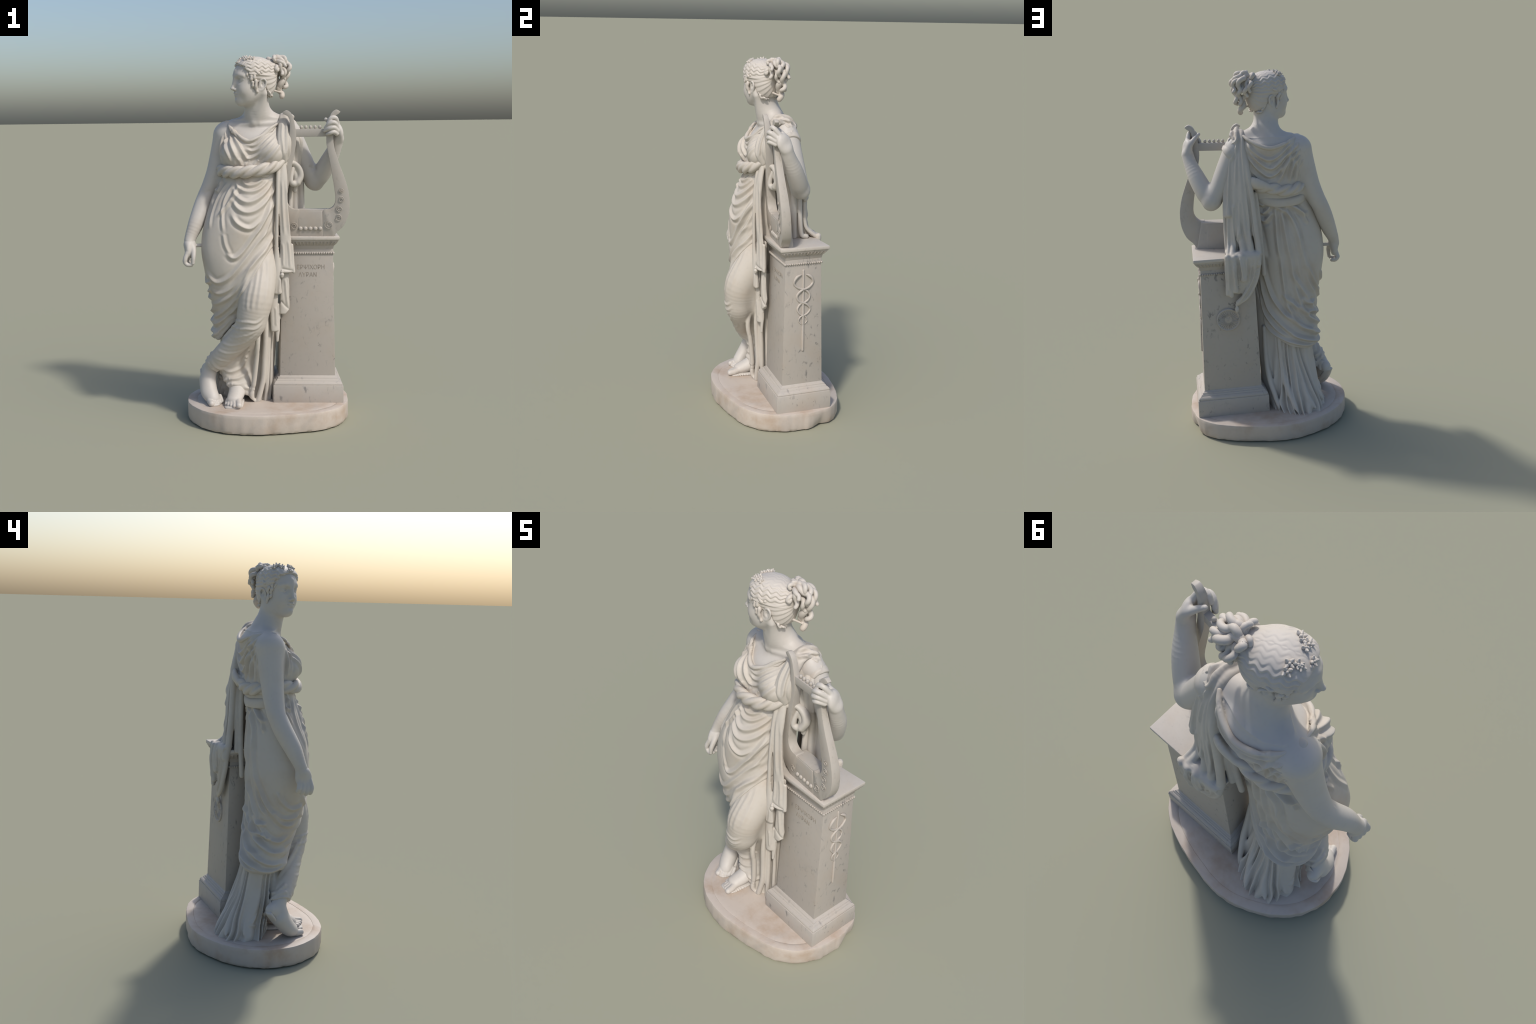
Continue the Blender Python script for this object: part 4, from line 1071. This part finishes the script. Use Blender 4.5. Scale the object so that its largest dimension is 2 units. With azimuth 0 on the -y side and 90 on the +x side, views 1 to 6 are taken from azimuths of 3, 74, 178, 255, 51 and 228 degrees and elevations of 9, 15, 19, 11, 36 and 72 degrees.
OVERSKIRT_FOLDS = [
    ([(-0.124, -0.160, 1.352), (-0.093, -0.177, 1.321), (-0.049, -0.174, 1.324), (-0.003, -0.154, 1.351)], dict(amp=0.007, w=0.009)),
    ([(-0.155, -0.152, 1.345), (-0.137, -0.174, 1.306), (-0.089, -0.191, 1.287), (-0.029, -0.178, 1.299), (0.030, -0.133, 1.349)], dict(amp=0.007, w=0.009)),
    ([(-0.165, -0.155, 1.325), (-0.154, -0.184, 1.270), (-0.109, -0.208, 1.238), (-0.062, -0.203, 1.238), (-0.003, -0.172, 1.275), (0.050, -0.112, 1.348)], dict(amp=0.0085, w=0.011)),
    ([(-0.172, -0.181, 1.260), (-0.146, -0.210, 1.208), (-0.098, -0.220, 1.181), (-0.039, -0.202, 1.194), (0.020, -0.158, 1.250), (0.059, -0.101, 1.327)], dict(amp=0.0085, w=0.011)),
    ([(-0.180, -0.207, 1.181), (-0.142, -0.228, 1.123), (-0.082, -0.222, 1.095), (-0.030, -0.200, 1.122), (0.026, -0.155, 1.195), (0.062, -0.102, 1.279)], dict(amp=0.00935, w=0.011)),
    ([(-0.212, -0.222, 0.974), (-0.165, -0.225, 0.938), (-0.111, -0.219, 0.976), (-0.047, -0.205, 1.066), (0.016, -0.166, 1.157), (0.059, -0.110, 1.246)], dict(amp=0.0102, w=0.011)),
    ([(-0.324, -0.155, 0.873), (-0.266, -0.193, 0.803), (-0.195, -0.218, 0.829), (-0.125, -0.224, 0.905), (-0.044, -0.199, 1.011), (0.035, -0.143, 1.099)], dict(amp=0.0085, w=0.011)),
    ([(-0.295, -0.157, 0.754), (-0.247, -0.186, 0.739), (-0.182, -0.211, 0.772), (-0.119, -0.228, 0.844), (-0.071, -0.220, 0.912)], dict(amp=0.0068000000000000005, w=0.011)),
    ([(-0.294, -0.114, 0.667), (-0.250, -0.167, 0.686), (-0.177, -0.205, 0.736), (-0.119, -0.231, 0.810), (-0.058, -0.221, 0.905), (0.028, -0.155, 0.998)], dict(amp=0.0085, w=0.011)),
    ([(-0.297, -0.067, 0.585), (-0.255, -0.133, 0.611), (-0.187, -0.182, 0.675), (-0.127, -0.230, 0.755), (-0.078, -0.233, 0.852)], dict(amp=0.0085, w=0.011)),
    ([(-0.306, -0.032, 0.537), (-0.264, -0.114, 0.560), (-0.204, -0.151, 0.612), (-0.144, -0.191, 0.684), (-0.102, -0.241, 0.792)], dict(amp=0.0085, w=0.011)),
    ([(-0.297, -0.051, 0.476), (-0.251, -0.112, 0.520), (-0.191, -0.145, 0.589), (-0.146, -0.085, 0.637), (-0.125, -0.074, 0.717)], dict(amp=0.00935, w=0.011)),
    ([(-0.289, -0.060, 0.464), (-0.238, -0.110, 0.502), (-0.178, -0.140, 0.574), (-0.151, -0.073, 0.605)], dict(amp=0.01, w=0.01, trench=0.2)),
    ([(-0.194, -0.135, 1.337), (-0.244, -0.128, 1.269), (-0.278, -0.146, 1.189), (-0.296, -0.183, 1.084)], dict(amp=0.005, w=0.008)),
    ([(-0.162, -0.153, 1.335), (-0.206, -0.165, 1.259), (-0.225, -0.187, 1.186), (-0.218, -0.218, 1.068)], dict(amp=0.006, w=0.008)),
    ([(-0.225, -0.103, 1.339), (-0.266, -0.080, 1.286), (-0.292, -0.111, 1.206)], dict(amp=0.005, w=0.008)),
    ([(-0.218, -0.218, 1.068), (-0.208, -0.222, 1.008), (-0.185, -0.225, 0.960)], dict(amp=0.005, w=0.009)),
    ([(0.066, -0.087, 1.360), (0.056, -0.116, 1.246), (0.023, -0.159, 1.114), (-0.031, -0.193, 1.023)], dict(amp=0.006, w=0.008)),
    ([(0.053, -0.107, 1.354), (0.036, -0.140, 1.248), (-0.003, -0.183, 1.137), (-0.057, -0.208, 1.052)], dict(amp=0.006, w=0.008)),
    ([(0.048, -0.125, 1.062), (0.015, -0.167, 0.999), (-0.044, -0.212, 0.931), (-0.098, -0.230, 0.858)], dict(amp=0.008, w=0.01)),
    ([(-0.075, 0.068, 1.327), (-0.077, 0.064, 1.222), (-0.081, 0.071, 1.100), (-0.092, 0.073, 0.982)], dict(amp=0.0123, w=0.011)),
    ([(-0.095, 0.067, 1.326), (-0.110, 0.066, 1.235), (-0.130, 0.076, 1.107), (-0.148, 0.079, 0.981)], dict(amp=0.0111, w=0.011)),
    ([(-0.113, 0.065, 1.321), (-0.152, 0.062, 1.225), (-0.197, 0.069, 1.094), (-0.223, 0.069, 0.974)], dict(amp=0.0111, w=0.011)),
    ([(-0.126, 0.063, 1.313), (-0.188, 0.050, 1.260), (-0.253, 0.019, 1.212)], dict(amp=0.0116, w=0.011)),
    ([(0.038, 0.047, 1.333), (-0.001, 0.054, 1.291), (-0.061, 0.068, 1.320)], dict(amp=0.0116, w=0.011)),
    ([(0.041, 0.039, 1.296), (-0.007, 0.050, 1.242), (-0.065, 0.067, 1.302)], dict(amp=0.013, w=0.011)),
    ([(0.038, 0.034, 1.254), (-0.012, 0.049, 1.198), (-0.059, 0.063, 1.251)], dict(amp=0.013, w=0.011)),
    ([(0.023, 0.034, 1.181), (0.005, 0.040, 1.094), (-0.011, 0.048, 0.977)], dict(amp=0.0116, w=0.011)),
    ([(0.008, 0.040, 1.013), (-0.005, 0.038, 0.876), (-0.046, 0.057, 0.743), (-0.135, 0.086, 0.627), (-0.227, 0.084, 0.562), (-0.295, 0.020, 0.543)], dict(amp=0.0123, w=0.011)),
    ([(-0.096, 0.074, 1.012), (-0.109, 0.070, 0.845), (-0.130, 0.078, 0.701), (-0.191, 0.088, 0.589), (-0.265, 0.064, 0.532), (-0.300, 0.015, 0.512)], dict(amp=0.0123, w=0.011)),
    ([(0.024, 0.021, 0.871), (-0.009, 0.039, 0.699), (-0.084, 0.080, 0.599), (-0.167, 0.102, 0.530), (-0.256, 0.077, 0.486), (-0.299, 0.014, 0.476)], dict(amp=0.0123, w=0.011)),
    ([(-0.149, 0.079, 1.018), (-0.170, 0.073, 0.843), (-0.203, 0.071, 0.710), (-0.253, 0.053, 0.622), (-0.304, -0.029, 0.557)], dict(amp=0.0111, w=0.011)),
    ([(-0.224, 0.067, 1.011), (-0.236, 0.062, 0.904), (-0.261, 0.044, 0.805), (-0.292, 0.006, 0.742)], dict(amp=0.0099, w=0.011)),
    ([(-0.287, 0.009, 0.701), (-0.240, 0.058, 0.711), (-0.211, 0.067, 0.747)], dict(amp=0.0116, w=0.01)),
    ([(-0.282, 0.013, 0.644), (-0.231, 0.066, 0.660), (-0.199, 0.072, 0.703)], dict(amp=0.0116, w=0.01)),
    ([(0.015, 0.019, 0.616), (-0.025, 0.048, 0.549), (-0.102, 0.092, 0.505), (-0.188, 0.104, 0.476), (-0.251, 0.081, 0.462), (-0.300, 0.007, 0.456)], dict(amp=0.013, w=0.009, trench=0.25)),
    ([(0.027, 0.010, 0.767), (0.007, 0.030, 0.657), (-0.047, 0.066, 0.575), (-0.124, 0.099, 0.515)], dict(amp=0.0101, w=0.01)),
    ([(-0.324, -0.028, 0.882), (-0.327, -0.058, 0.827), (-0.322, -0.109, 0.789), (-0.290, -0.179, 0.806)], dict(amp=0.0101, w=0.01)),
    ([(-0.233, 0.065, 0.961), (-0.270, 0.038, 0.858), (-0.301, -0.008, 0.768), (-0.310, -0.074, 0.706), (-0.291, -0.141, 0.703)], dict(amp=0.0123, w=0.011)),
    ([(-0.306, -0.013, 0.783), (-0.314, -0.065, 0.739), (-0.307, -0.127, 0.742), (-0.298, -0.156, 0.761)], dict(amp=0.0101, w=0.01)),
    ([(-0.146, 0.076, 0.914), (-0.227, 0.062, 0.767), (-0.276, 0.024, 0.662), (-0.300, -0.042, 0.616), (-0.289, -0.113, 0.648)], dict(amp=0.0123, w=0.011)),
    ([(-0.083, 0.066, 0.785), (-0.216, 0.072, 0.659), (-0.272, 0.036, 0.591), (-0.304, -0.028, 0.558), (-0.262, -0.119, 0.579)], dict(amp=0.0123, w=0.011)),
    ([(-0.087, 0.075, 0.671), (-0.219, 0.082, 0.581), (-0.280, 0.048, 0.525), (-0.306, -0.018, 0.499), (-0.247, -0.110, 0.510)], dict(amp=0.0123, w=0.011)),
    ([(-0.136, 0.099, 0.538), (-0.243, 0.086, 0.496), (-0.290, 0.034, 0.466), (-0.300, -0.039, 0.469), (-0.254, -0.106, 0.503)], dict(amp=0.013, w=0.009, trench=0.25)),
    ([(-0.269, 0.033, 0.657), (-0.286, 0.007, 0.630), (-0.289, 0.001, 0.645)], dict(amp=0.0087, w=0.009)),
    ([(-0.070, 0.070, 1.340), (-0.156, 0.057, 1.311), (-0.226, 0.022, 1.287)], dict(amp=0.0101, w=0.009)),
    ([(-0.027, 0.063, 1.309), (-0.135, 0.064, 1.244), (-0.191, 0.062, 1.154), (-0.205, 0.070, 1.053)], dict(amp=0.0101, w=0.009)),
    ([(-0.171, 0.054, 1.287), (-0.218, 0.039, 1.235), (-0.255, 0.027, 1.164)], dict(amp=0.0101, w=0.009)),
    ([(-0.231, -0.083, 1.357), (-0.236, -0.099, 1.320), (-0.254, -0.101, 1.284), (-0.267, -0.071, 1.292)], dict(amp=0.0101, w=0.009)),
    ([(-0.130, -0.168, 1.325), (-0.181, -0.186, 1.241), (-0.255, -0.186, 1.148)], dict(amp=0.0072, w=0.009)),
]
UNDERSKIRT_FOLDS = [
    ([(-0.005, -0.195, 0.914), (-0.020, -0.252, 0.801), (-0.040, -0.279, 0.662)], dict(amp=0.002, w=0.008)),
    ([(0.015, -0.175, 0.939), (0.018, -0.221, 0.829), (0.000, -0.264, 0.700)], dict(amp=0.002, w=0.008)),
    ([(-0.067, -0.242, 0.819), (-0.089, -0.268, 0.735), (-0.094, -0.274, 0.661)], dict(amp=0.002, w=0.008)),
    ([(-0.034, -0.217, 0.877), (-0.050, -0.263, 0.782), (-0.070, -0.280, 0.662)], dict(amp=0.002, w=0.008)),
    ([(-0.179, -0.124, 0.584), (-0.105, -0.269, 0.601), (-0.044, -0.271, 0.598), (-0.004, -0.253, 0.629)], dict(amp=0.0035, w=0.007)),
    ([(-0.203, -0.098, 0.542), (-0.113, -0.261, 0.561), (-0.052, -0.265, 0.562), (-0.012, -0.249, 0.593)], dict(amp=0.0035, w=0.007)),
    ([(-0.233, -0.050, 0.483), (-0.143, -0.239, 0.510), (-0.080, -0.257, 0.529), (-0.032, -0.257, 0.567)], dict(amp=0.0022, w=0.007)),
    ([(-0.249, -0.142, 0.459), (-0.173, -0.215, 0.458), (-0.103, -0.233, 0.484), (-0.043, -0.249, 0.537)], dict(amp=0.0022, w=0.007)),
    ([(-0.270, -0.152, 0.419), (-0.196, -0.195, 0.409), (-0.120, -0.190, 0.430), (-0.059, -0.209, 0.485)], dict(amp=0.0022, w=0.007)),
    ([(-0.293, -0.143, 0.376), (-0.221, -0.167, 0.358), (-0.150, -0.088, 0.351), (-0.079, -0.078, 0.414)], dict(amp=0.0022, w=0.007)),
    ([(-0.305, -0.134, 0.359), (-0.255, -0.116, 0.300), (-0.193, -0.098, 0.280), (-0.130, -0.071, 0.317), (-0.060, -0.148, 0.426)], dict(amp=0.006, w=0.009)),
    ([(-0.309, -0.130, 0.355), (-0.274, -0.002, 0.229), (-0.192, -0.107, 0.239), (-0.130, -0.085, 0.255), (-0.096, -0.056, 0.291)], dict(amp=0.007, w=0.009)),
    ([(-0.315, -0.124, 0.349), (-0.300, 0.077, 0.189), (-0.223, -0.015, 0.158), (-0.152, -0.001, 0.120), (-0.124, 0.008, 0.105)], dict(amp=0.008, w=0.009, trench=0.2)),
    ([(-0.301, -0.137, 0.342), (-0.259, -0.015, 0.218), (-0.178, -0.115, 0.212), (-0.122, -0.103, 0.217)], dict(amp=0.006, w=0.009)),
    ([(-0.129, -0.112, 0.197), (-0.094, -0.101, 0.186), (-0.061, -0.049, 0.193)], dict(amp=0.006, w=0.009)),
    ([(-0.147, -0.232, 0.603), (-0.194, -0.176, 0.533), (-0.246, -0.101, 0.452)], dict(amp=0.005, w=0.009)),
    ([(-0.162, -0.200, 0.585), (-0.208, -0.149, 0.515), (-0.248, -0.086, 0.438), (-0.256, -0.061, 0.404)], dict(amp=0.005, w=0.009)),
    ([(-0.302, -0.102, 0.393), (-0.316, -0.046, 0.355), (-0.270, -0.029, 0.333)], dict(amp=0.006, w=0.009)),
    ([(-0.326, -0.100, 0.359), (-0.330, -0.057, 0.352), (-0.316, -0.016, 0.319)], dict(amp=0.006, w=0.008)),
]
MANTLE_FOLDS = [
    ([(0.133, 0.042, 1.667), (0.159, 0.082, 1.540), (0.172, 0.105, 1.407), (0.182, 0.126, 1.286)], dict(amp=0.005, w=0.006)),
    ([(0.109, 0.045, 1.681), (0.126, 0.092, 1.540), (0.135, 0.116, 1.408)], dict(amp=0.005, w=0.006)),
    ([(0.089, 0.056, 1.668), (0.087, 0.107, 1.508), (0.077, 0.127, 1.338), (0.068, 0.141, 1.165)], dict(amp=0.005, w=0.006)),
    ([(0.149, 0.122, 1.326), (0.155, 0.128, 1.201), (0.147, 0.138, 1.073)], dict(amp=0.005, w=0.006)),
    ([(0.118, 0.127, 1.340), (0.121, 0.137, 1.202), (0.134, 0.117, 1.066)], dict(amp=0.005, w=0.006)),
    ([(0.086, 0.127, 1.374), (0.073, 0.138, 1.200), (0.065, 0.162, 1.078)], dict(amp=0.005, w=0.006)),
    ([(0.189, 0.193, 1.058), (0.191, 0.201, 0.945), (0.192, 0.197, 0.847)], dict(amp=0.005, w=0.006)),
    ([(0.164, 0.208, 1.004), (0.161, 0.208, 0.924), (0.154, 0.204, 0.856)], dict(amp=0.005, w=0.006)),
    ([(0.128, 0.196, 1.042), (0.121, 0.206, 0.979), (0.117, 0.205, 0.920)], dict(amp=0.005, w=0.006)),
    ([(0.091, 0.189, 1.037), (0.093, 0.190, 0.979), (0.092, 0.185, 0.926)], dict(amp=0.005, w=0.006)),
    ([(0.039, 0.181, 1.032), (0.061, 0.178, 0.915), (0.110, 0.181, 0.822), (0.147, 0.177, 0.770)], dict(amp=0.005, w=0.006)),
    ([(0.069, 0.186, 0.992), (0.086, 0.175, 0.893), (0.132, 0.179, 0.800)], dict(amp=0.005, w=0.006)),
    ([(0.095, -0.088, 1.650), (0.092, -0.134, 1.570), (0.099, -0.145, 1.477)], dict(amp=0.005, w=0.006)),
    ([(0.115, -0.083, 1.656), (0.119, -0.123, 1.570), (0.115, -0.137, 1.477)], dict(amp=0.005, w=0.006)),
    ([(0.101, -0.062, 1.682), (0.123, -0.023, 1.699), (0.148, 0.025, 1.667), (0.174, 0.044, 1.615)], dict(amp=0.007, w=0.008)),
    ([(0.099, -0.047, 1.692), (0.118, 0.002, 1.702), (0.120, 0.061, 1.648), (0.175, 0.043, 1.615)], dict(amp=0.007, w=0.008)),
    ([(0.120, -0.069, 1.670), (0.143, -0.037, 1.677), (0.157, 0.004, 1.646)], dict(amp=0.007, w=0.008)),
    ([(0.129, -0.059, 1.670), (0.146, -0.008, 1.681), (0.124, 0.065, 1.626), (0.155, 0.086, 1.533)], dict(amp=0.007, w=0.008)),
    ([(0.144, -0.056, 1.655), (0.140, -0.005, 1.657), (0.178, 0.026, 1.620), (0.191, 0.053, 1.539)], dict(amp=0.007, w=0.008)),
]
STRIP_FOLDS = [
    ([(0.091, -0.138, 1.349), (0.094, -0.141, 1.214), (0.103, -0.135, 1.042)], dict(amp=0.004, w=0.006)),
    ([(0.115, -0.131, 1.315), (0.121, -0.126, 1.178), (0.130, -0.123, 1.040)], dict(amp=0.004, w=0.006)),
    ([(0.093, -0.134, 1.008), (0.096, -0.134, 0.939), (0.095, -0.137, 0.877)], dict(amp=0.004, w=0.006)),
    ([(0.123, -0.127, 1.021), (0.130, -0.125, 0.937), (0.133, -0.127, 0.868)], dict(amp=0.004, w=0.006)),
    ([(0.105, -0.106, 0.808), (0.111, -0.104, 0.723), (0.118, -0.097, 0.651)], dict(amp=0.004, w=0.006)),
    ([(0.078, -0.140, 0.815), (0.074, -0.141, 0.759), (0.070, -0.140, 0.730)], dict(amp=0.004, w=0.006)),
    ([(0.052, -0.121, 0.655), (0.055, -0.117, 0.598), (0.055, -0.114, 0.540)], dict(amp=0.004, w=0.006)),
    ([(0.085, -0.138, 0.867), (0.119, -0.133, 0.859), (0.153, -0.116, 0.849)], dict(amp=-0.006, w=0.007, trench=0)),
    ([(0.077, -0.100, 0.686), (0.100, -0.104, 0.659), (0.126, -0.084, 0.630)], dict(amp=-0.005, w=0.007, trench=0)),
]

build_bodice(); build_overskirt(); build_underskirt(); build_belt(); build_mantle()
# ----------------------------------------------------------------------- hair
HAIR_ROOT = bpy.data.objects.new('hair', None); bpy.context.scene.collection.objects.link(HAIR_ROOT); HAIR_ROOT.parent = ROOT

def build_hair_cap():
    lo = HEAD0 - A(.15, .15, .09); hi = HEAD0 + A(.15, .15, .16)
    fd = Field(lo, hi, .0021)
    E = lambda f, l, u, rf, rl, ru, k=.01: fd.ell(hd(f, l, u), (rf, rl, ru), k, HROT)
    E(-.002, 0, .056, .112, .084, .087, .01)
    E(.044, 0, .050, .0790, .0735, .079, .02)
    for s in (1, -1):
        E(.022, s * .030, .080, .086, .053, .057, .03)
    E(-.035, 0, .006, .072, .076, .068, .03)
    E(-.030, 0, -.030, .052, .062, .040, .03)
    E(-.085, 0, .085, .030, .045, .040, .03)
    def keep(X, Y, Z):
        f = (X - HEAD0[0]) * HF[0] + (Y - HEAD0[1]) * HF[1]
        l = (X - HEAD0[0]) * HL[0] + (Y - HEAD0[1]) * HL[1]
        u = Z - HEAD0[2]
        line = np.interp(u, [-.08, -.06, -.03, -.005, .012, .03, .055, .075, .092, .108, .15], [-.060, -.048, -.034, -.022, .020, .045, .068, .083, .094, .108, .15])
        line = line + .004 * np.sin(u * 260) * (u > .03)
        return np.maximum(f - line, (-.062 - .25 * (f + .05)) - u)
    fd.trim(keep, .004)
    V, F = fd.mesh(1)
    N = normals(V, F)
    q = V - HEAD0
    f, l, u = q @ HF, q @ HL, q @ HU
    ax = u - .060
    phi = np.arctan2(l, ax)
    top = smoothstep(np.abs(phi), 1.75, 1.3)
    crown = smoothstep(np.abs(phi), .60, .95)
    wave = phi + top * .065 * np.sin(f * 160 + 1.5 * np.sign(l)) + (1 - top) * .02 * np.sin(f * 60)
    strand = np.sin(wave * 27) * .75 + .15 * np.sin(wave * 55 + 1)
    amp = (.0026 * top * crown + .0005 * (1 - crown) + .0015 * (1 - top)) * smoothstep(f, .115, .08) * smoothstep(f, -.115, -.085)
    V = V + N * (strand * amp)[:, None]
    # ribbon edge where the wavy top meets the combed sides
    edge = np.exp(-((np.abs(phi) - 1.72 + f * 1.2) / .06) ** 2) * smoothstep(f, -.11, -.07) * smoothstep(f, .10, .06)
    V = V + N * (edge * .0025)[:, None]
    new_mesh('hair_cap', V, F, HAIR, parent=HAIR_ROOT)
    return BVHTree.FromPolygons([tuple(v) for v in V], [tuple(q) for q in F])

def wavy(path, r, amp=.006, turns=3., ph=0., seg=10, bead=0., n=8, taper=.75):
    P = spline([hd(*p) for p in path], n)
    T = np.gradient(P, axis=0); T /= np.linalg.norm(T, axis=1)[:, None]
    b = np.cross(T, HL); b /= np.linalg.norm(b, axis=1)[:, None] + 1e-9
    c = np.cross(T, b)
    t = np.linspace(0, 1, len(P))
    a = ph + 2 * np.pi * turns * t
    e = smoothstep(t, 0, .25)
    P = P + amp * e[:, None] * (np.cos(a)[:, None] * b + np.sin(a)[:, None] * c)
    R = r * (1 - (1 - taper) * t ** 2) * (1 + bead * np.cos(a * 2))
    return tube_mesh(P, R, 1, seg)

def build_curls(cap):
    B = (-.092, 0, .090)
    curls = [  # path of local points (forward, left, up), radius, wave size, turns, phase
        ([B, (-0.127, 0.004, 0.125), (-0.147, 0.006, 0.085), (-0.145, 0.006, 0.030), (-0.141, 0.003, -0.020), (-0.140, 0.003, -0.060)], .0165, .0085, 2.6, .4),
        ([B, (-0.132, 0.012, 0.120), (-0.165, 0.012, 0.090), (-0.174, 0.010, 0.050), (-0.170, 0.006, 0.012), (-0.163, 0.004, -0.012)], .0125, .008, 2.6, 1.2),
        ([B, (-0.132, -0.006, 0.125), (-0.172, -0.006, 0.110), (-0.188, -0.006, 0.080), (-0.190, -0.007, 0.055)], .0105, .006, 2, 2.),
        ([B, (-0.122, 0.022, 0.130), (-0.154, 0.036, 0.120), (-0.172, 0.040, 0.095), (-0.174, 0.036, 0.065)], .0115, .007, 2, .5),
        ([B, (-0.109, 0.028, 0.110), (-0.122, 0.048, 0.105), (-0.125, 0.056, 0.080), (-0.120, 0.056, 0.055)], .0105, .006, 1.6, 0),
        ([B, (-0.109, 0.034, 0.120), (-0.129, 0.060, 0.118), (-0.136, 0.064, 0.095)], .0100, .005, 1.4, 1.),
        ([B, (-0.100, 0.040, 0.095), (-0.094, 0.058, 0.092), (-0.088, 0.062, 0.080), (-0.096, 0.062, 0.074), (-0.100, 0.060, 0.082)], .0100, .001, 1, 0),
        ([B, (-0.100, 0.020, 0.130), (-0.092, 0.034, 0.142), (-0.084, 0.044, 0.136), (-0.090, 0.046, 0.126)], .0095, .001, 1, 0),
        ([B, (-0.107, 0.010, 0.140), (-0.096, 0.022, 0.148), (-0.090, 0.030, 0.143)], .0095, .001, 1, 0),
        ([B, (-0.114, 0.010, 0.142), (-0.129, 0.020, 0.148), (-0.147, 0.030, 0.138), (-0.159, 0.032, 0.120)], .0115, .005, 1.6, 2),
        ([B, (-0.118, -0.006, 0.140), (-0.143, 0.000, 0.140), (-0.165, 0.012, 0.118), (-0.176, 0.020, 0.092)], .0115, .006, 2, 0),
        ([B, (-0.109, -0.018, 0.125), (-0.136, -0.020, 0.128), (-0.159, -0.026, 0.100), (-0.165, -0.028, 0.062)], .0135, .008, 1.8, 1),
        ([B, (-0.092, -0.020, 0.130), (-0.086, -0.034, 0.138), (-0.094, -0.044, 0.132), (-0.100, -0.040, 0.122)], .0120, .001, 1, 0),
        ([B, (-0.084, -0.004, 0.130), (-0.076, -0.012, 0.138), (-0.072, -0.020, 0.130)], .0095, .001, 1, 0),
        ([B, (-0.104, -0.030, 0.110), (-0.114, -0.052, 0.098), (-0.120, -0.060, 0.075), (-0.123, -0.058, 0.055)], .0105, .006, 1.6, 2),
        ([B, (-0.111, -0.026, 0.100), (-0.132, -0.044, 0.085), (-0.138, -0.046, 0.055), (-0.134, -0.042, 0.030)], .0110, .006, 2, 0),
        ([B, (-0.127, -0.016, 0.095), (-0.154, -0.018, 0.060), (-0.159, -0.014, 0.025), (-0.154, -0.010, -0.010)], .0115, .007, 2.2, 1),
        ([B, (-0.127, 0.030, 0.090), (-0.149, 0.034, 0.065), (-0.154, 0.030, 0.030)], .0105, .006, 1.8, 3),
        ([B, (-0.118, -0.010, 0.060), (-0.127, -0.006, 0.020), (-0.132, 0.000, -0.020), (-0.134, 0.002, -0.040)], .0125, .006, 2.2, 2),
    ]
    for p, r, a, t, ph in curls:
        new_mesh('curl', *wavy(p, r * 1.14, a * 1.1, t, ph, seg=14), HAIR, parent=HAIR_ROOT)
    v, f = sphere_mesh((0, 0, 0), (.028, .030, .032), 16, 12)
    v = v @ HROT + hd(-.112, 0, .098)
    new_mesh('hair_knot', v, f, HAIR, parent=HAIR_ROOT)
    # ringlets at the temples, fringe locks and wisps on the nape
    for s in (1, -1):
        for p, r, a, t, bd in (([(.062, .070, .062), (.058, .076, .035), (.052, .075, .010), (.046, .074, -.014)], .0090, .002, 2.2, .17),
                               ([(.050, .074, .066), (.042, .080, .040), (.036, .080, .010), (.028, .078, -.038)], .0100, .003, 2.4, .17),
                               ([(.060, .068, .068), (.040, .078, .066), (.018, .085, .058), (.006, .086, .056)], .0095, .004, 1.5, .15),
                               ([(.082, .050, .086), (.078, .060, .068), (.074, .066, .046), (.070, .067, .032)], .0080, .002, 1.6, .16),
                               ([(.100, .012, .112), (.094, .030, .102), (.086, .048, .088), (.070, .064, .074), (.052, .074, .064)], .0075, .0035, 3.4, .15),
                               ([(-.040, .066, -.030), (-.052, .064, -.048), (-.066, .054, -.058), (-.074, .040, -.060)], .0058, .003, 2, .2),
                               ([(-.050, .056, -.052), (-.064, .040, -.062), (-.070, .022, -.060)], .0055, .003, 2, .2)):
            new_mesh('ringlet', *wavy([(x, y * s, z) for x, y, z in p], r, a, t, 0, 9, bd), HAIR, parent=HAIR_ROOT)
    new_mesh('hair_pin', *tube_mesh([(.030, -.052, 1.818), (.055, -.038, 1.812), (.088, -.018, 1.803)], [.0085, .0055, .0045], 3, 10), HAIR, parent=HAIR_ROOT)
    # small flowers set in the hair above the brow
    k = 0
    for f, l, u, s in ((.045, .056, .136, 1), (.056, .042, .139, .9), (.072, .043, .130, 1), (.071, .024, .139, 1), (.047, -.036, .140, 1.1), (.069, -.028, .140, 1), (.049, -.056, .131, 1.1),
                       (.080, -.030, .132, .9), (.100, .004, .116, 1.)):
        parts = [sphere_mesh((0, 0, .004), (.0042, .0042, .0050), 8, 6)]
        for j in range(4):
            a = j * math.pi / 2 + k * .7
            d = A(math.cos(a), math.sin(a), 0)
            parts.append(tube_mesh([d * .003 + A(0, 0, .001), d * .0075 + A(0, 0, .003), d * .0115 + A(0, 0, .0075)], [.0040, .0052, .0022], 3, 8))
        v, q = join_parts(parts)
        nrm = A(f, l, u - .055) / np.array([.112, .084, .087]) ** 2; nrm /= np.linalg.norm(nrm)
        nrm = nrm[0] * HF + nrm[1] * HL + nrm[2] * HU
        x = np.cross(nrm, HL); x /= np.linalg.norm(x); y = np.cross(nrm, x)
        v = v * s * 1.15
        hit = cap.find_nearest(Vector(hd(f, l, u)))
        v = v[:, :1] * x + v[:, 1:2] * y + v[:, 2:3] * nrm + np.array(hit[0]) - nrm * .001
        new_mesh('flower', v, q, HAIR, parent=HAIR_ROOT); k += 1
build_curls(build_hair_cap())
